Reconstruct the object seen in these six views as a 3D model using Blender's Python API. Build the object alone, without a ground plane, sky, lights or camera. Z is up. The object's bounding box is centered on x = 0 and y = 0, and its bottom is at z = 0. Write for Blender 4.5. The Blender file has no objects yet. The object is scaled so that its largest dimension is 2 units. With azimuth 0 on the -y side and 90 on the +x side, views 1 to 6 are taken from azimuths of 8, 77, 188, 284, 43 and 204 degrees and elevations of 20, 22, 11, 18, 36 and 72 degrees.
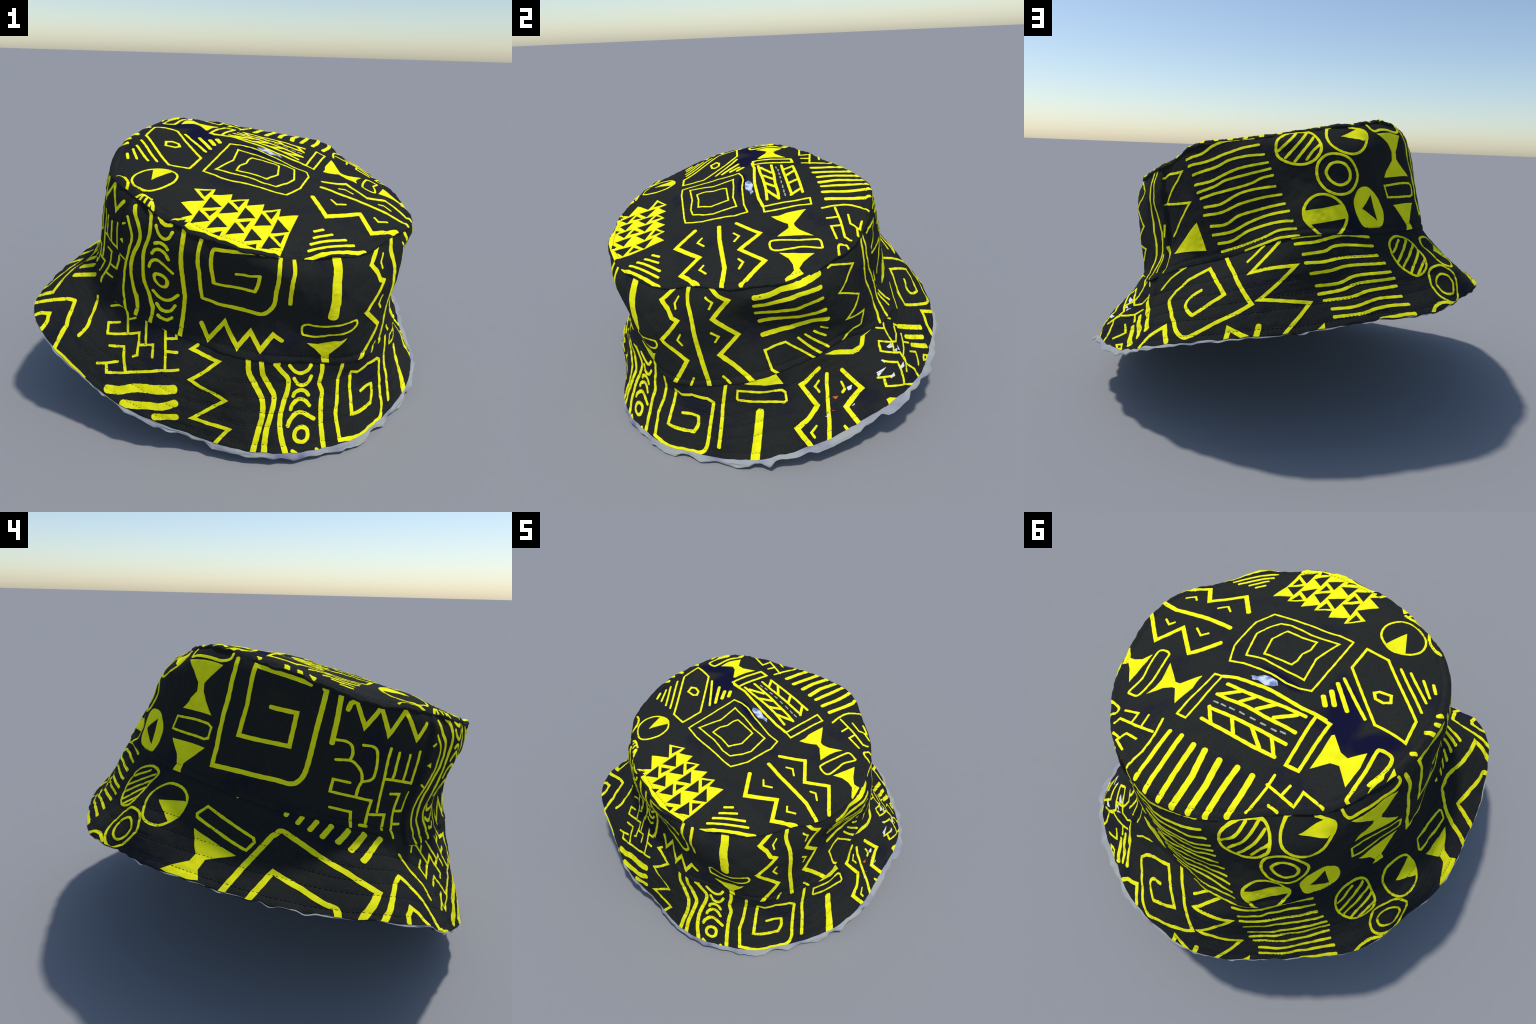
"""A printed bucket hat, lying tilted: stitched round crown top, crown side, flared brim.

The cloth is lofted through measured cross-section rings in the hat's own frame
(h along the hat's axis, r the distance from it, one ring value every 7.5 degrees).
Every printed motif is a set of pen strokes, loops and filled shapes drawn in the flat
coordinates of its cloth panel, cut at the panel's seams and draped on the cloth.
"""
import math
import bpy
import numpy as np
from mathutils import Matrix, Vector
from mathutils.geometry import delaunay_2d_cdt

rng = np.random.default_rng(7)

# ------------------------------------------------------------------ the hat's frame
AXIS_X = Vector((0.97270, 0.04487, -0.22770))
AXIS_Y = Vector((0.0, 0.98113, 0.19335))
AXIS_H = Vector((0.23208, -0.18807, 0.95434))
ORIGIN = Vector((-0.0389, -0.0361, 0.3323))

# ------------------------------------------------------------------ cross-section rings
# crown edge, seam between crown and brim, lower edge of the brim: radius and height
EDGE_R = np.array([0.719, 0.720, 0.714, 0.707, 0.707, 0.709, 0.705, 0.700, 0.702, 0.711, 0.720, 0.718, 0.707, 0.692, 0.675, 0.662, 0.667, 0.688, 0.708, 0.718, 0.724, 0.732, 0.738, 0.746, 0.757, 0.769, 0.777, 0.783, 0.780, 0.764, 0.748, 0.745, 0.745, 0.741, 0.741, 0.749, 0.753, 0.748, 0.740, 0.734, 0.728, 0.722, 0.714, 0.708, 0.713, 0.725, 0.727, 0.721])
EDGE_H = np.array([0.843, 0.828, 0.826, 0.821, 0.808, 0.803, 0.805, 0.807, 0.817, 0.833, 0.833, 0.819, 0.810, 0.811, 0.813, 0.817, 0.822, 0.820, 0.822, 0.834, 0.844, 0.836, 0.824, 0.816, 0.809, 0.798, 0.786, 0.779, 0.786, 0.803, 0.813, 0.811, 0.814, 0.820, 0.823, 0.830, 0.840, 0.840, 0.837, 0.847, 0.855, 0.849, 0.854, 0.881, 0.897, 0.889, 0.875, 0.863])
SEAM_R = np.array([0.758, 0.752, 0.757, 0.764, 0.784, 0.808, 0.821, 0.810, 0.786, 0.769, 0.767, 0.780, 0.808, 0.834, 0.839, 0.821, 0.800, 0.784, 0.768, 0.755, 0.757, 0.764, 0.758, 0.743, 0.747, 0.771, 0.793, 0.804, 0.816, 0.823, 0.805, 0.778, 0.763, 0.762, 0.759, 0.754, 0.773, 0.809, 0.826, 0.817, 0.819, 0.848, 0.868, 0.858, 0.841, 0.838, 0.826, 0.790])
SEAM_H = np.array([0.332, 0.334, 0.349, 0.342, 0.308, 0.274, 0.267, 0.280, 0.293, 0.298, 0.300, 0.309, 0.323, 0.334, 0.331, 0.318, 0.305, 0.299, 0.297, 0.296, 0.299, 0.301, 0.297, 0.288, 0.285, 0.290, 0.297, 0.299, 0.298, 0.291, 0.277, 0.267, 0.274, 0.291, 0.299, 0.300, 0.313, 0.339, 0.352, 0.346, 0.339, 0.344, 0.351, 0.349, 0.351, 0.364, 0.370, 0.353])
RIM_R = np.array([1.024, 1.012, 1.017, 1.039, 1.055, 1.047, 1.032, 1.032, 1.035, 1.030, 1.027, 1.027, 1.016, 0.990, 0.965, 0.952, 0.952, 0.961, 0.966, 0.957, 0.951, 0.960, 0.972, 0.974, 0.980, 1.000, 1.027, 1.062, 1.098, 1.104, 1.068, 1.023, 0.998, 0.988, 0.971, 0.950, 0.945, 0.967, 1.000, 1.024, 1.035, 1.043, 1.046, 1.039, 1.034, 1.038, 1.044, 1.039])
RIM_H = np.array([0.030, 0.019, 0.026, 0.044, 0.042, 0.011, -0.017, -0.019, -0.009, -0.008, -0.013, -0.018, -0.028, -0.040, -0.044, -0.045, -0.055, -0.068, -0.069, -0.059, -0.047, -0.035, -0.024, -0.016, -0.008, 0.002, 0.015, 0.038, 0.064, 0.067, 0.036, -0.006, -0.028, -0.030, -0.031, -0.044, -0.054, -0.046, -0.024, -0.006, 0.003, 0.015, 0.025, 0.021, 0.009, 0.013, 0.030, 0.040])
WALL_R = {0.07: np.array([0.727, 0.751, 0.732, 0.721, 0.716, 0.714, 0.709, 0.704, 0.706, 0.716, 0.725, 0.727, 0.727, 0.712, 0.715, 0.692, 0.701, 0.718, 0.731, 0.740, 0.738, 0.748, 0.753, 0.753, 0.763, 0.771, 0.779, 0.786, 0.784, 0.777, 0.767, 0.756, 0.754, 0.748, 0.749, 0.750, 0.754, 0.759, 0.771, 0.766, 0.757, 0.752, 0.740, 0.726, 0.737, 0.736, 0.740, 0.739]),
          0.20: np.array([0.738, 0.762, 0.758, 0.746, 0.735, 0.727, 0.719, 0.714, 0.717, 0.726, 0.734, 0.742, 0.745, 0.733, 0.733, 0.738, 0.754, 0.765, 0.763, 0.759, 0.752, 0.761, 0.758, 0.764, 0.769, 0.774, 0.784, 0.791, 0.792, 0.787, 0.787, 0.775, 0.770, 0.760, 0.758, 0.748, 0.746, 0.759, 0.784, 0.792, 0.794, 0.786, 0.776, 0.768, 0.772, 0.749, 0.741, 0.738]),
          0.35: np.array([0.726, 0.750, 0.760, 0.759, 0.748, 0.735, 0.725, 0.722, 0.726, 0.733, 0.741, 0.750, 0.752, 0.750, 0.747, 0.755, 0.776, 0.782, 0.767, 0.750, 0.749, 0.758, 0.757, 0.762, 0.765, 0.769, 0.779, 0.791, 0.796, 0.794, 0.788, 0.780, 0.771, 0.756, 0.739, 0.728, 0.725, 0.741, 0.773, 0.800, 0.814, 0.812, 0.805, 0.801, 0.792, 0.751, 0.720, 0.714]),
          0.50: np.array([0.702, 0.730, 0.760, 0.767, 0.758, 0.741, 0.729, 0.727, 0.733, 0.740, 0.748, 0.756, 0.758, 0.763, 0.760, 0.770, 0.786, 0.780, 0.759, 0.739, 0.745, 0.759, 0.760, 0.760, 0.758, 0.759, 0.773, 0.792, 0.798, 0.793, 0.783, 0.774, 0.760, 0.740, 0.717, 0.706, 0.714, 0.737, 0.770, 0.791, 0.820, 0.831, 0.826, 0.816, 0.801, 0.758, 0.718, 0.702]),
          0.65: np.array([0.705, 0.722, 0.750, 0.771, 0.770, 0.750, 0.734, 0.734, 0.740, 0.746, 0.755, 0.763, 0.763, 0.773, 0.788, 0.788, 0.794, 0.775, 0.756, 0.744, 0.748, 0.762, 0.761, 0.758, 0.752, 0.753, 0.770, 0.790, 0.797, 0.790, 0.775, 0.757, 0.740, 0.723, 0.700, 0.698, 0.717, 0.749, 0.783, 0.787, 0.816, 0.839, 0.841, 0.829, 0.809, 0.774, 0.736, 0.713]),
          0.80: np.array([0.727, 0.729, 0.741, 0.767, 0.773, 0.764, 0.749, 0.750, 0.752, 0.753, 0.758, 0.768, 0.778, 0.800, 0.813, 0.796, 0.794, 0.777, 0.760, 0.751, 0.752, 0.758, 0.761, 0.753, 0.747, 0.758, 0.776, 0.792, 0.800, 0.792, 0.773, 0.751, 0.729, 0.723, 0.713, 0.717, 0.735, 0.766, 0.798, 0.809, 0.817, 0.843, 0.853, 0.845, 0.827, 0.802, 0.774, 0.748])}
BRIM_R = {0.300: np.array([0.815, 0.799, 0.816, 0.825, 0.864, 0.868, 0.855, 0.852, 0.840, 0.849, 0.868, 0.877, 0.894, 0.884, 0.869, 0.853, 0.841, 0.836, 0.828, 0.841, 0.840, 0.823, 0.808, 0.795, 0.795, 0.821, 0.827, 0.876, 0.895, 0.871, 0.858, 0.842, 0.828, 0.825, 0.828, 0.837, 0.849, 0.860, 0.854, 0.855, 0.871, 0.879, 0.883, 0.892, 0.890, 0.881, 0.864, 0.831]),
          0.650: np.array([0.919, 0.890, 0.897, 0.938, 0.987, 0.964, 0.936, 0.934, 0.931, 0.937, 0.955, 0.960, 0.953, 0.922, 0.892, 0.887, 0.883, 0.878, 0.885, 0.894, 0.915, 0.910, 0.887, 0.875, 0.877, 0.891, 0.917, 0.971, 0.995, 0.981, 0.972, 0.945, 0.913, 0.906, 0.901, 0.906, 0.892, 0.904, 0.925, 0.930, 0.940, 0.959, 0.965, 0.950, 0.962, 0.953, 0.932, 0.938])}
TIP_H = {0.30: np.array([0.893, 0.890, 0.889, 0.890, 0.892, 0.894, 0.897, 0.899, 0.902, 0.904, 0.905, 0.907, 0.908, 0.910, 0.912, 0.914, 0.915, 0.916, 0.917, 0.918, 0.919, 0.916, 0.912, 0.908, 0.905, 0.903, 0.902, 0.901, 0.902, 0.904, 0.905, 0.906, 0.907, 0.909, 0.910, 0.910, 0.911, 0.911, 0.912, 0.913, 0.915, 0.916, 0.916, 0.915, 0.913, 0.909, 0.904, 0.898]),
         0.60: np.array([0.891, 0.887, 0.875, 0.862, 0.864, 0.874, 0.882, 0.883, 0.887, 0.888, 0.883, 0.878, 0.875, 0.873, 0.873, 0.875, 0.876, 0.878, 0.881, 0.886, 0.886, 0.882, 0.879, 0.876, 0.871, 0.865, 0.860, 0.858, 0.861, 0.869, 0.875, 0.872, 0.865, 0.866, 0.871, 0.874, 0.876, 0.880, 0.888, 0.895, 0.900, 0.906, 0.912, 0.916, 0.917, 0.914, 0.907, 0.898]),
         0.85: np.array([0.869, 0.856, 0.849, 0.841, 0.835, 0.837, 0.842, 0.846, 0.850, 0.854, 0.851, 0.842, 0.835, 0.833, 0.833, 0.836, 0.840, 0.842, 0.844, 0.853, 0.865, 0.863, 0.864, 0.858, 0.847, 0.833, 0.821, 0.817, 0.824, 0.841, 0.852, 0.851, 0.845, 0.844, 0.846, 0.850, 0.849, 0.845, 0.850, 0.862, 0.868, 0.871, 0.880, 0.895, 0.905, 0.903, 0.893, 0.882])}
TIP_CENTRE_H = 0.920

# how far the pale lining shows below the brim's edge, every 10 degrees
LIP = np.array([0.030, 0.030, 0.028, 0.026, 0.025, 0.024, 0.020, 0.014, 0.011, 0.010, 0.010, 0.008,
                0.008, 0.008, 0.010, 0.008, 0.010, 0.010, 0.008, 0.008, 0.008, 0.008, 0.010, 0.010,
                0.012, 0.018, 0.023, 0.027, 0.031, 0.035, 0.038, 0.038, 0.036, 0.034, 0.032, 0.031])


def ring(vals):
    """closed smooth curve through values spaced evenly round the hat"""
    n = len(vals)
    a = np.eye(n) * 4 + np.roll(np.eye(n), 1, 0) + np.roll(np.eye(n), -1, 0)
    m = np.linalg.solve(a, 3 * (np.roll(vals, -1) - np.roll(vals, 1)))

    def f(th):
        u = (np.asarray(th) / (2 * np.pi) * n) % n
        i = np.floor(u).astype(int) % n
        t = u - np.floor(u)
        j = (i + 1) % n
        return ((2 * t**3 - 3 * t**2 + 1) * vals[i] + (t**3 - 2 * t**2 + t) * m[i]
                + (-2 * t**3 + 3 * t**2) * vals[j] + (t**3 - t**2) * m[j])
    return f


def profile(stations, columns, v):
    """smooth profile through the stations, continued straight beyond both ends"""
    vs = np.asarray(stations, float)
    n = len(vs)
    d = [(columns[k + 1] - columns[k]) / (vs[k + 1] - vs[k]) for k in range(n - 1)]
    m = [d[0]] + [(d[k - 1] * (vs[k + 1] - vs[k]) + d[k] * (vs[k] - vs[k - 1])) / (vs[k + 1] - vs[k - 1])
                  for k in range(1, n - 1)] + [d[-1]]
    col, mm = np.array(columns), np.array(m)
    i = np.clip(np.searchsorted(vs, v, side="right") - 1, 0, n - 2)
    idx = np.arange(col.shape[1])
    w = vs[i + 1] - vs[i]
    t = (v - vs[i]) / w
    a, b, ma, mb = col[i, idx], col[i + 1, idx], mm[i, idx] * w, mm[i + 1, idx] * w
    y = ((2 * t**3 - 3 * t**2 + 1) * a + (t**3 - 2 * t**2 + t) * ma
         + (-2 * t**3 + 3 * t**2) * b + (t**3 - t**2) * mb)
    y = np.where(t < 0, a + ma * t, y)
    return np.where(t > 1, b + mb * (t - 1), y)


edge_r, edge_h, seam_r, seam_h, rim_r, rim_h = map(ring, (EDGE_R, EDGE_H, SEAM_R, SEAM_H, RIM_R, RIM_H))
wall_rings = {v: ring(a) for v, a in WALL_R.items()}
brim_rings = {v: ring(a) for v, a in BRIM_R.items()}
tip_rings = {v: ring(a) for v, a in TIP_H.items()}
lip_width = ring(LIP)

BRIM_STITCH_ROWS = (0.27, 0.45, 0.60, 0.74, 0.93)
TIP_STITCH_ROW = 0.955
WALL_STITCH_ROW = 0.945
WALL_FLAT, BRIM_FLAT = (0.77, 0.55), (0.90, 0.40)   # metres per radian, metres per panel height


def lattice_noise(p, seed):
    """smooth value noise in space, -1 to 1"""
    i = np.floor(p).astype(np.int64)
    f = p - i
    f = f * f * (3 - 2 * f)
    out = 0
    for dx in (0, 1):
        for dy in (0, 1):
            for dz in (0, 1):
                h = (i[:, 0] + dx) * 374761393 + (i[:, 1] + dy) * 668265263 + (i[:, 2] + dz) * 2147483647 + seed * 974711
                h = (h ^ (h >> 13)) * 1274126177
                h = ((h ^ (h >> 16)) & 0xFFFF) / 32767.5 - 1
                out = out + h * (f[:, 0] if dx else 1 - f[:, 0]) * (f[:, 1] if dy else 1 - f[:, 1]) * (f[:, 2] if dz else 1 - f[:, 2])
    return out


def groove(v, row, width):
    return np.exp(-((v - row) / width) ** 2)


SIDE_SEAMS = ((-135.0, 1.0), (49.0, -1.0))   # the front panel laps over the back one: where, and towards which side


def side_seam_step(a, height):
    """small step with a crease where two panels are sewn together"""
    out = 0
    for where, way in SIDE_SEAMS:
        d = ((np.degrees(a) - where + 180) % 360 - 180) * way
        out = out + height * np.tanh(d / 0.5) * np.exp(-np.abs(d) / 6.0) - 0.6 * height * np.exp(-((d + 0.8) / 0.8) ** 2)
    return out


def cloth(panel, a, b):
    """point on a panel: tip takes x, y; wall and brim take angle (rad) and 0..1 down the panel"""
    a, b = np.asarray(a, float), np.asarray(b, float)
    if panel == "tip":
        th = np.arctan2(b, a)
        p = np.hypot(a, b) / edge_r(th)
        h = profile([0] + list(tip_rings) + [1], [TIP_CENTRE_H + 0 * th] + [f(th) for f in tip_rings.values()] + [edge_h(th)], p)
        q = np.stack([a, b, h], -1)
        q[:, 2] += 0.0022 * lattice_noise(q * 11, 3) + 0.0012 * lattice_noise(q * 34, 4)
        q[:, 2] -= 0.003 * groove(p, TIP_STITCH_ROW, 0.008) - 0.002 * groove(p, 0.98, 0.012)
        q[:, 2] += np.clip((p - 0.93) / 0.06, 0, 1) * (0.008 * lattice_noise(q * 17, 8) + 0.0045 * lattice_noise(q * 45, 9)) - 0.006 * np.clip((p - 0.97) / 0.03, 0, 1) ** 2
        return q
    if panel == "wall":
        top_r, top_h = edge_r(a) - 0.004, edge_h(a) - 0.010
        r = profile([0] + list(wall_rings) + [1], [top_r] + [f(a) for f in wall_rings.values()] + [seam_r(a)], b)
        h = top_h * (1 - b) + seam_h(a) * b
        r = r - 0.003 * groove(b, WALL_STITCH_ROW, 0.012) + 0.005 * np.clip((b - 0.93) / 0.05, 0, 1)
        r = r + side_seam_step(a, 0.009) * np.clip(b / 0.1, 0, 1)
        lump = 0.005
    else:
        r = profile([0] + list(brim_rings) + [1], [seam_r(a)] + [f(a) for f in brim_rings.values()] + [rim_r(a)], b)
        h = seam_h(a) * (1 - b) + rim_h(a) * b
        for row in BRIM_STITCH_ROWS:
            r = r - 0.0022 * groove(b, row, 0.024)
        r = r + side_seam_step(a, 0.003)
        nick = np.clip((b - 0.9) / 0.1, 0, 1) ** 2
        h = h + nick * 0.006 * lattice_noise(np.stack([np.cos(a), np.sin(a), 0 * a], -1) * 26, 12)
        lump = 0.004
    q = np.stack([r * np.cos(a), r * np.sin(a), h], -1)
    k = lump * lattice_noise(q * 9, 5) + 0.0032 * lattice_noise(q * 22, 6) + 0.0012 * lattice_noise(q * 60, 7)
    q[:, 0] += k * np.cos(a)
    q[:, 1] += k * np.sin(a)
    return q


def cloth_normal(panel, a, b):
    e = 0.002
    p = cloth(panel, a, b)
    u = cloth(panel, a + e, b) - p
    w = cloth(panel, a, b + e) - p
    n = np.cross(u, w) if panel == "tip" else np.cross(w, u)
    n /= np.linalg.norm(n, axis=1)[:, None] + 1e-12
    return p, n


# ------------------------------------------------------------------ materials
def material(name, build, rough=0.85):
    m = bpy.data.materials.new(name)
    m.use_nodes = True
    t = m.node_tree
    s = t.nodes["Principled BSDF"]
    s.inputs["Roughness"].default_value = rough
    s.inputs["Specular IOR Level"].default_value = 0.04
    build(t, s)
    return m


def node(t, kind, **inputs):
    n = t.nodes.new(kind)
    for k, v in inputs.items():
        n.inputs[k.replace("_", " ")].default_value = v
    return n


def coords(t):
    return node(t, "ShaderNodeTexCoord").outputs["Object"]


def noise(t, scale, detail=3.0):
    n = node(t, "ShaderNodeTexNoise", Scale=scale, Detail=detail)
    t.links.new(coords(t), n.inputs["Vector"])
    return n.outputs["Fac"]


def ramp(t, fac, stops):
    r = node(t, "ShaderNodeValToRGB")
    e = r.color_ramp.elements
    e[0].position, e[0].color = stops[0][0], (*stops[0][1], 1)
    e[1].position, e[1].color = stops[-1][0], (*stops[-1][1], 1)
    for pos, c in stops[1:-1]:
        e.new(pos).color = (*c, 1)
    t.links.new(fac, r.inputs["Fac"])
    return r.outputs["Color"]


def mix(t, fac, a, b, mode="MIX"):
    m = t.nodes.new("ShaderNodeMix")
    m.data_type, m.blend_type = "RGBA", mode
    for sock, v in ((m.inputs[0], fac), (m.inputs[6], a), (m.inputs[7], b)):
        if hasattr(v, "is_output"):
            t.links.new(v, sock)
        else:
            sock.default_value = v if not isinstance(v, tuple) else (*v, 1)
    return m.outputs[2]


def weave_bump(t, s, strength=0.25):
    fine = noise(t, 260, 2)
    b = node(t, "ShaderNodeBump", Strength=strength, Distance=0.003)
    t.links.new(fine, b.inputs["Height"])
    t.links.new(b.outputs["Normal"], s.inputs["Normal"])


def smear(t, centre, size, turn):
    """soft blot: 1 in the middle, 0 outside, with an uneven border"""
    mp = node(t, "ShaderNodeMapping")
    mp.vector_type = "TEXTURE"
    mp.inputs["Location"].default_value = centre
    mp.inputs["Rotation"].default_value = (0, 0, turn)
    mp.inputs["Scale"].default_value = size
    t.links.new(coords(t), mp.inputs["Vector"])
    g = t.nodes.new("ShaderNodeVectorMath")
    g.operation = "LENGTH"
    t.links.new(mp.outputs["Vector"], g.inputs[0])
    add = node(t, "ShaderNodeMath")
    add.operation = "MULTIPLY_ADD"
    t.links.new(noise(t, 14, 3), add.inputs[0])
    add.inputs[1].default_value = 0.7
    t.links.new(g.outputs["Value"], add.inputs[2])
    r = node(t, "ShaderNodeMapRange")
    r.inputs["From Min"].default_value, r.inputs["From Max"].default_value = 1.5, 1.08
    t.links.new(add.outputs[0], r.inputs["Value"])
    return r.outputs["Result"]


CHARCOAL, WARM_BLACK, NAVY, INK_BLUE = (0.022, 0.0235, 0.0215), (0.026, 0.027, 0.018), (0.014, 0.015, 0.024), (0.007, 0.007, 0.030)


def cloth_colour(t):
    base = ramp(t, noise(t, 4.5, 4), [(0.30, NAVY), (0.46, CHARCOAL), (0.60, CHARCOAL), (0.75, WARM_BLACK)])
    grain = ramp(t, noise(t, 120, 2), [(0.3, (0.86, 0.86, 0.86)), (0.7, (1.12, 1.12, 1.12))])
    return mix(t, 1.0, base, grain, "MULTIPLY")


def build_cloth(t, s):
    t.links.new(cloth_colour(t), s.inputs["Base Color"])
    weave_bump(t, s)


def build_tip_cloth(t, s):
    c = cloth_colour(t)
    for centre, size, turn in TIP_SMEARS:
        c = mix(t, smear(t, centre, size, turn), c, INK_BLUE)
    t.links.new(c, s.inputs["Base Color"])
    weave_bump(t, s)


def build_yellow(t, s):
    c = ramp(t, noise(t, 18, 3), [(0.25, (0.84, 0.80, 0.008)), (0.5, (0.93, 0.90, 0.012)), (0.75, (0.98, 0.95, 0.018))])
    t.links.new(c, s.inputs["Base Color"])
    weave_bump(t, s, 0.15)


def build_pale_lining(t, s):
    c = ramp(t, noise(t, 5, 3), [(0.28, (0.12, 0.12, 0.24)), (0.36, (0.27, 0.28, 0.33)), (0.52, (0.34, 0.36, 0.37)), (0.70, (0.36, 0.37, 0.33))])
    blush = ramp(t, noise(t, 2.3, 2), [(0.66, (0, 0, 0)), (0.74, (1, 1, 1))])
    c = mix(t, blush, c, (0.55, 0.38, 0.46))
    t.links.new(c, s.inputs["Base Color"])


def build_white(t, s):
    t.links.new(ramp(t, noise(t, 40, 4), [(0.40, (0.16, 0.22, 0.42)), (0.60, (0.62, 0.68, 0.80))]), s.inputs["Base Color"])


def plain(*c):
    def build(t, s):
        t.links.new(ramp(t, noise(t, 60, 2), [(0.3, tuple(x * 0.85 for x in c)), (0.7, c)]), s.inputs["Base Color"])
    return build


# centre, half sizes, turn: dark blue blots left on the crown top
TIP_SMEARS = [((-0.40, 0.10, 0.86), (0.18, 0.075, 0.2), 1.95),
              ((-0.10, 0.045, 0.9), (0.12, 0.026, 0.2), -0.35),
              ((-0.56, 0.21, 0.83), (0.12, 0.055, 0.2), 0.6)]

CLOTH = material("printed_cotton_black", build_cloth)
TIP_CLOTH = material("printed_cotton_black_blotted", build_tip_cloth)
INKS = {"yellow": material("yellow_ink", build_yellow, 0.8), "grey": material("pale_grey_ink", plain(0.42, 0.44, 0.36)),
        "white": material("white_fleck", plain(0.82, 0.83, 0.84)), "frost": material("pale_blue_fleck", build_white), "orange": material("orange_fleck", plain(0.75, 0.17, 0.02)),
        "red": material("red_fleck", plain(0.62, 0.05, 0.07))}
PALE = material("pale_lining_cloth", build_pale_lining)
LINING = material("grey_lining_cloth", plain(0.36, 0.37, 0.40))
THREAD = material("black_thread", plain(0.032, 0.033, 0.036))

# ------------------------------------------------------------------ objects
hat = bpy.data.objects.new("bucket_hat", None)
bpy.context.scene.collection.objects.link(hat)
frame = Matrix((AXIS_X, AXIS_Y, AXIS_H)).transposed().to_4x4()
frame.translation = ORIGIN
hat.matrix_world = frame
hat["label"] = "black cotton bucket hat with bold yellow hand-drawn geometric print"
hat["category"] = "bucket hat"


def mesh_object(name, verts, faces, mat, parent, smooth=True):
    me = bpy.data.meshes.new(name)
    me.from_pydata([tuple(map(float, v)) for v in verts], [], [tuple(map(int, f)) for f in faces])
    me.materials.append(mat)
    me.polygons.foreach_set("use_smooth", [smooth] * len(me.polygons))
    me.update()
    ob = bpy.data.objects.new(name, me)
    bpy.context.scene.collection.objects.link(ob)
    ob.parent = parent
    return ob


def loft(rows, close_top=None):
    """quads between closed rings of equal length; close_top caps the first ring with a centre point"""
    n = len(rows[0])
    verts = np.concatenate(rows)
    k = np.arange(n)
    faces = []
    for i in range(len(rows) - 1):
        a, b = i * n + k, (i + 1) * n + k
        faces += np.stack([a, b, np.roll(b, -1), np.roll(a, -1)], 1).tolist()
    if close_top is not None:
        c = len(verts)
        verts = np.concatenate([verts, [close_top]])
        faces += [[c, x, (x + 1) % n] for x in range(n)]
    return verts, faces


ROUND = 720
TH = np.arange(ROUND) * 2 * np.pi / ROUND


def ring_at(panel, v):
    if panel == "tip":
        r = edge_r(TH) * v
        return cloth("tip", r * np.cos(TH), r * np.sin(TH))
    return cloth(panel, TH, np.full(ROUND, v))


def shifted(row, dr, dh):
    q = row.copy()
    q[:, 0] += dr * np.cos(TH)
    q[:, 1] += dr * np.sin(TH)
    q[:, 2] += dh
    return q


# crown top: a flat round panel whose edge is rolled over the crown side
rows = [ring_at("tip", v) for v in np.r_[np.linspace(0.02, 0.88, 62), np.linspace(0.89, 1, 34)]]
rim = rows[-1]
rows += [shifted(rim, 0.002, -0.003), shifted(rim, 0.002, -0.008), shifted(rim, -0.003, -0.013), shifted(rim, -0.016, -0.018)]
crown_top = mesh_object("crown_top", *loft(rows, cloth("tip", np.zeros(1), np.zeros(1))[0]), TIP_CLOTH, hat)

# crown side, with a folded allowance standing proud along its lower seam
rows = [ring_at("wall", v) for v in np.r_[np.linspace(-0.01, 0.9, 72), np.linspace(0.905, 1, 24)]]
rows += [shifted(rows[-1], -0.002, -0.004), shifted(rows[-1], -0.012, -0.004)]
crown_side = mesh_object("crown_side", *loft(rows), CLOTH, hat)

# brim, its edge turned under
rows = [ring_at("brim", v) for v in np.linspace(-0.02, 1, 90)]
rows += [shifted(rows[-1], -0.001, -0.005), shifted(rows[-1], -0.010, -0.007)]
brim = mesh_object("brim", *loft(rows), CLOTH, hat)

# pale lining that shows below the edge of the brim, with a ragged lower border
cut_th = np.cumsum(rng.uniform(1.2, 4.2, 200))
cut_th = np.radians(cut_th[cut_th < 358.5])


def ragged(low, high):
    """straight-edged nicks: one random value per torn scrap"""
    q = rng.uniform(low, high, len(cut_th))
    return np.interp(TH, np.r_[cut_th[-1] - 2 * np.pi, cut_th, cut_th[0] + 2 * np.pi], np.r_[q[-1], q, q[0]])


last, inner = cloth("brim", TH, np.ones(ROUND)), cloth("brim", TH, np.full(ROUND, 0.9))
slope = last - inner
slope /= np.linalg.norm(slope, axis=1)[:, None]
width = np.maximum(0.94 * lip_width(TH), 0.003) * (0.85 + ragged(-0.36, 0.32))
start = shifted(last, -0.004, 0.001)
splay = np.clip(width / 0.03, 0, 1) * (1 + 5.0 * np.exp(-((np.degrees(TH) + 180 - 32) % 360 - 180) ** 2 / 45 ** 2))
rows = [start]
for f in (0.2, 0.45, 0.72, 1.0):
    drop = start + slope * (width * f)[:, None]
    rows.append(shifted(drop, splay * (0.005 * f + 0.003 * math.sin(math.pi * f)) + ragged(-0.005, 0.005) * f, ragged(-0.003, 0.003) * f))
rows += [shifted(rows[-1], -0.004, 0.002), shifted(rows[0], -0.014, -0.002)]
brim_lining_edge = mesh_object("brim_lining_edge", *loft(rows), PALE, hat, smooth=False)

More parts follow.
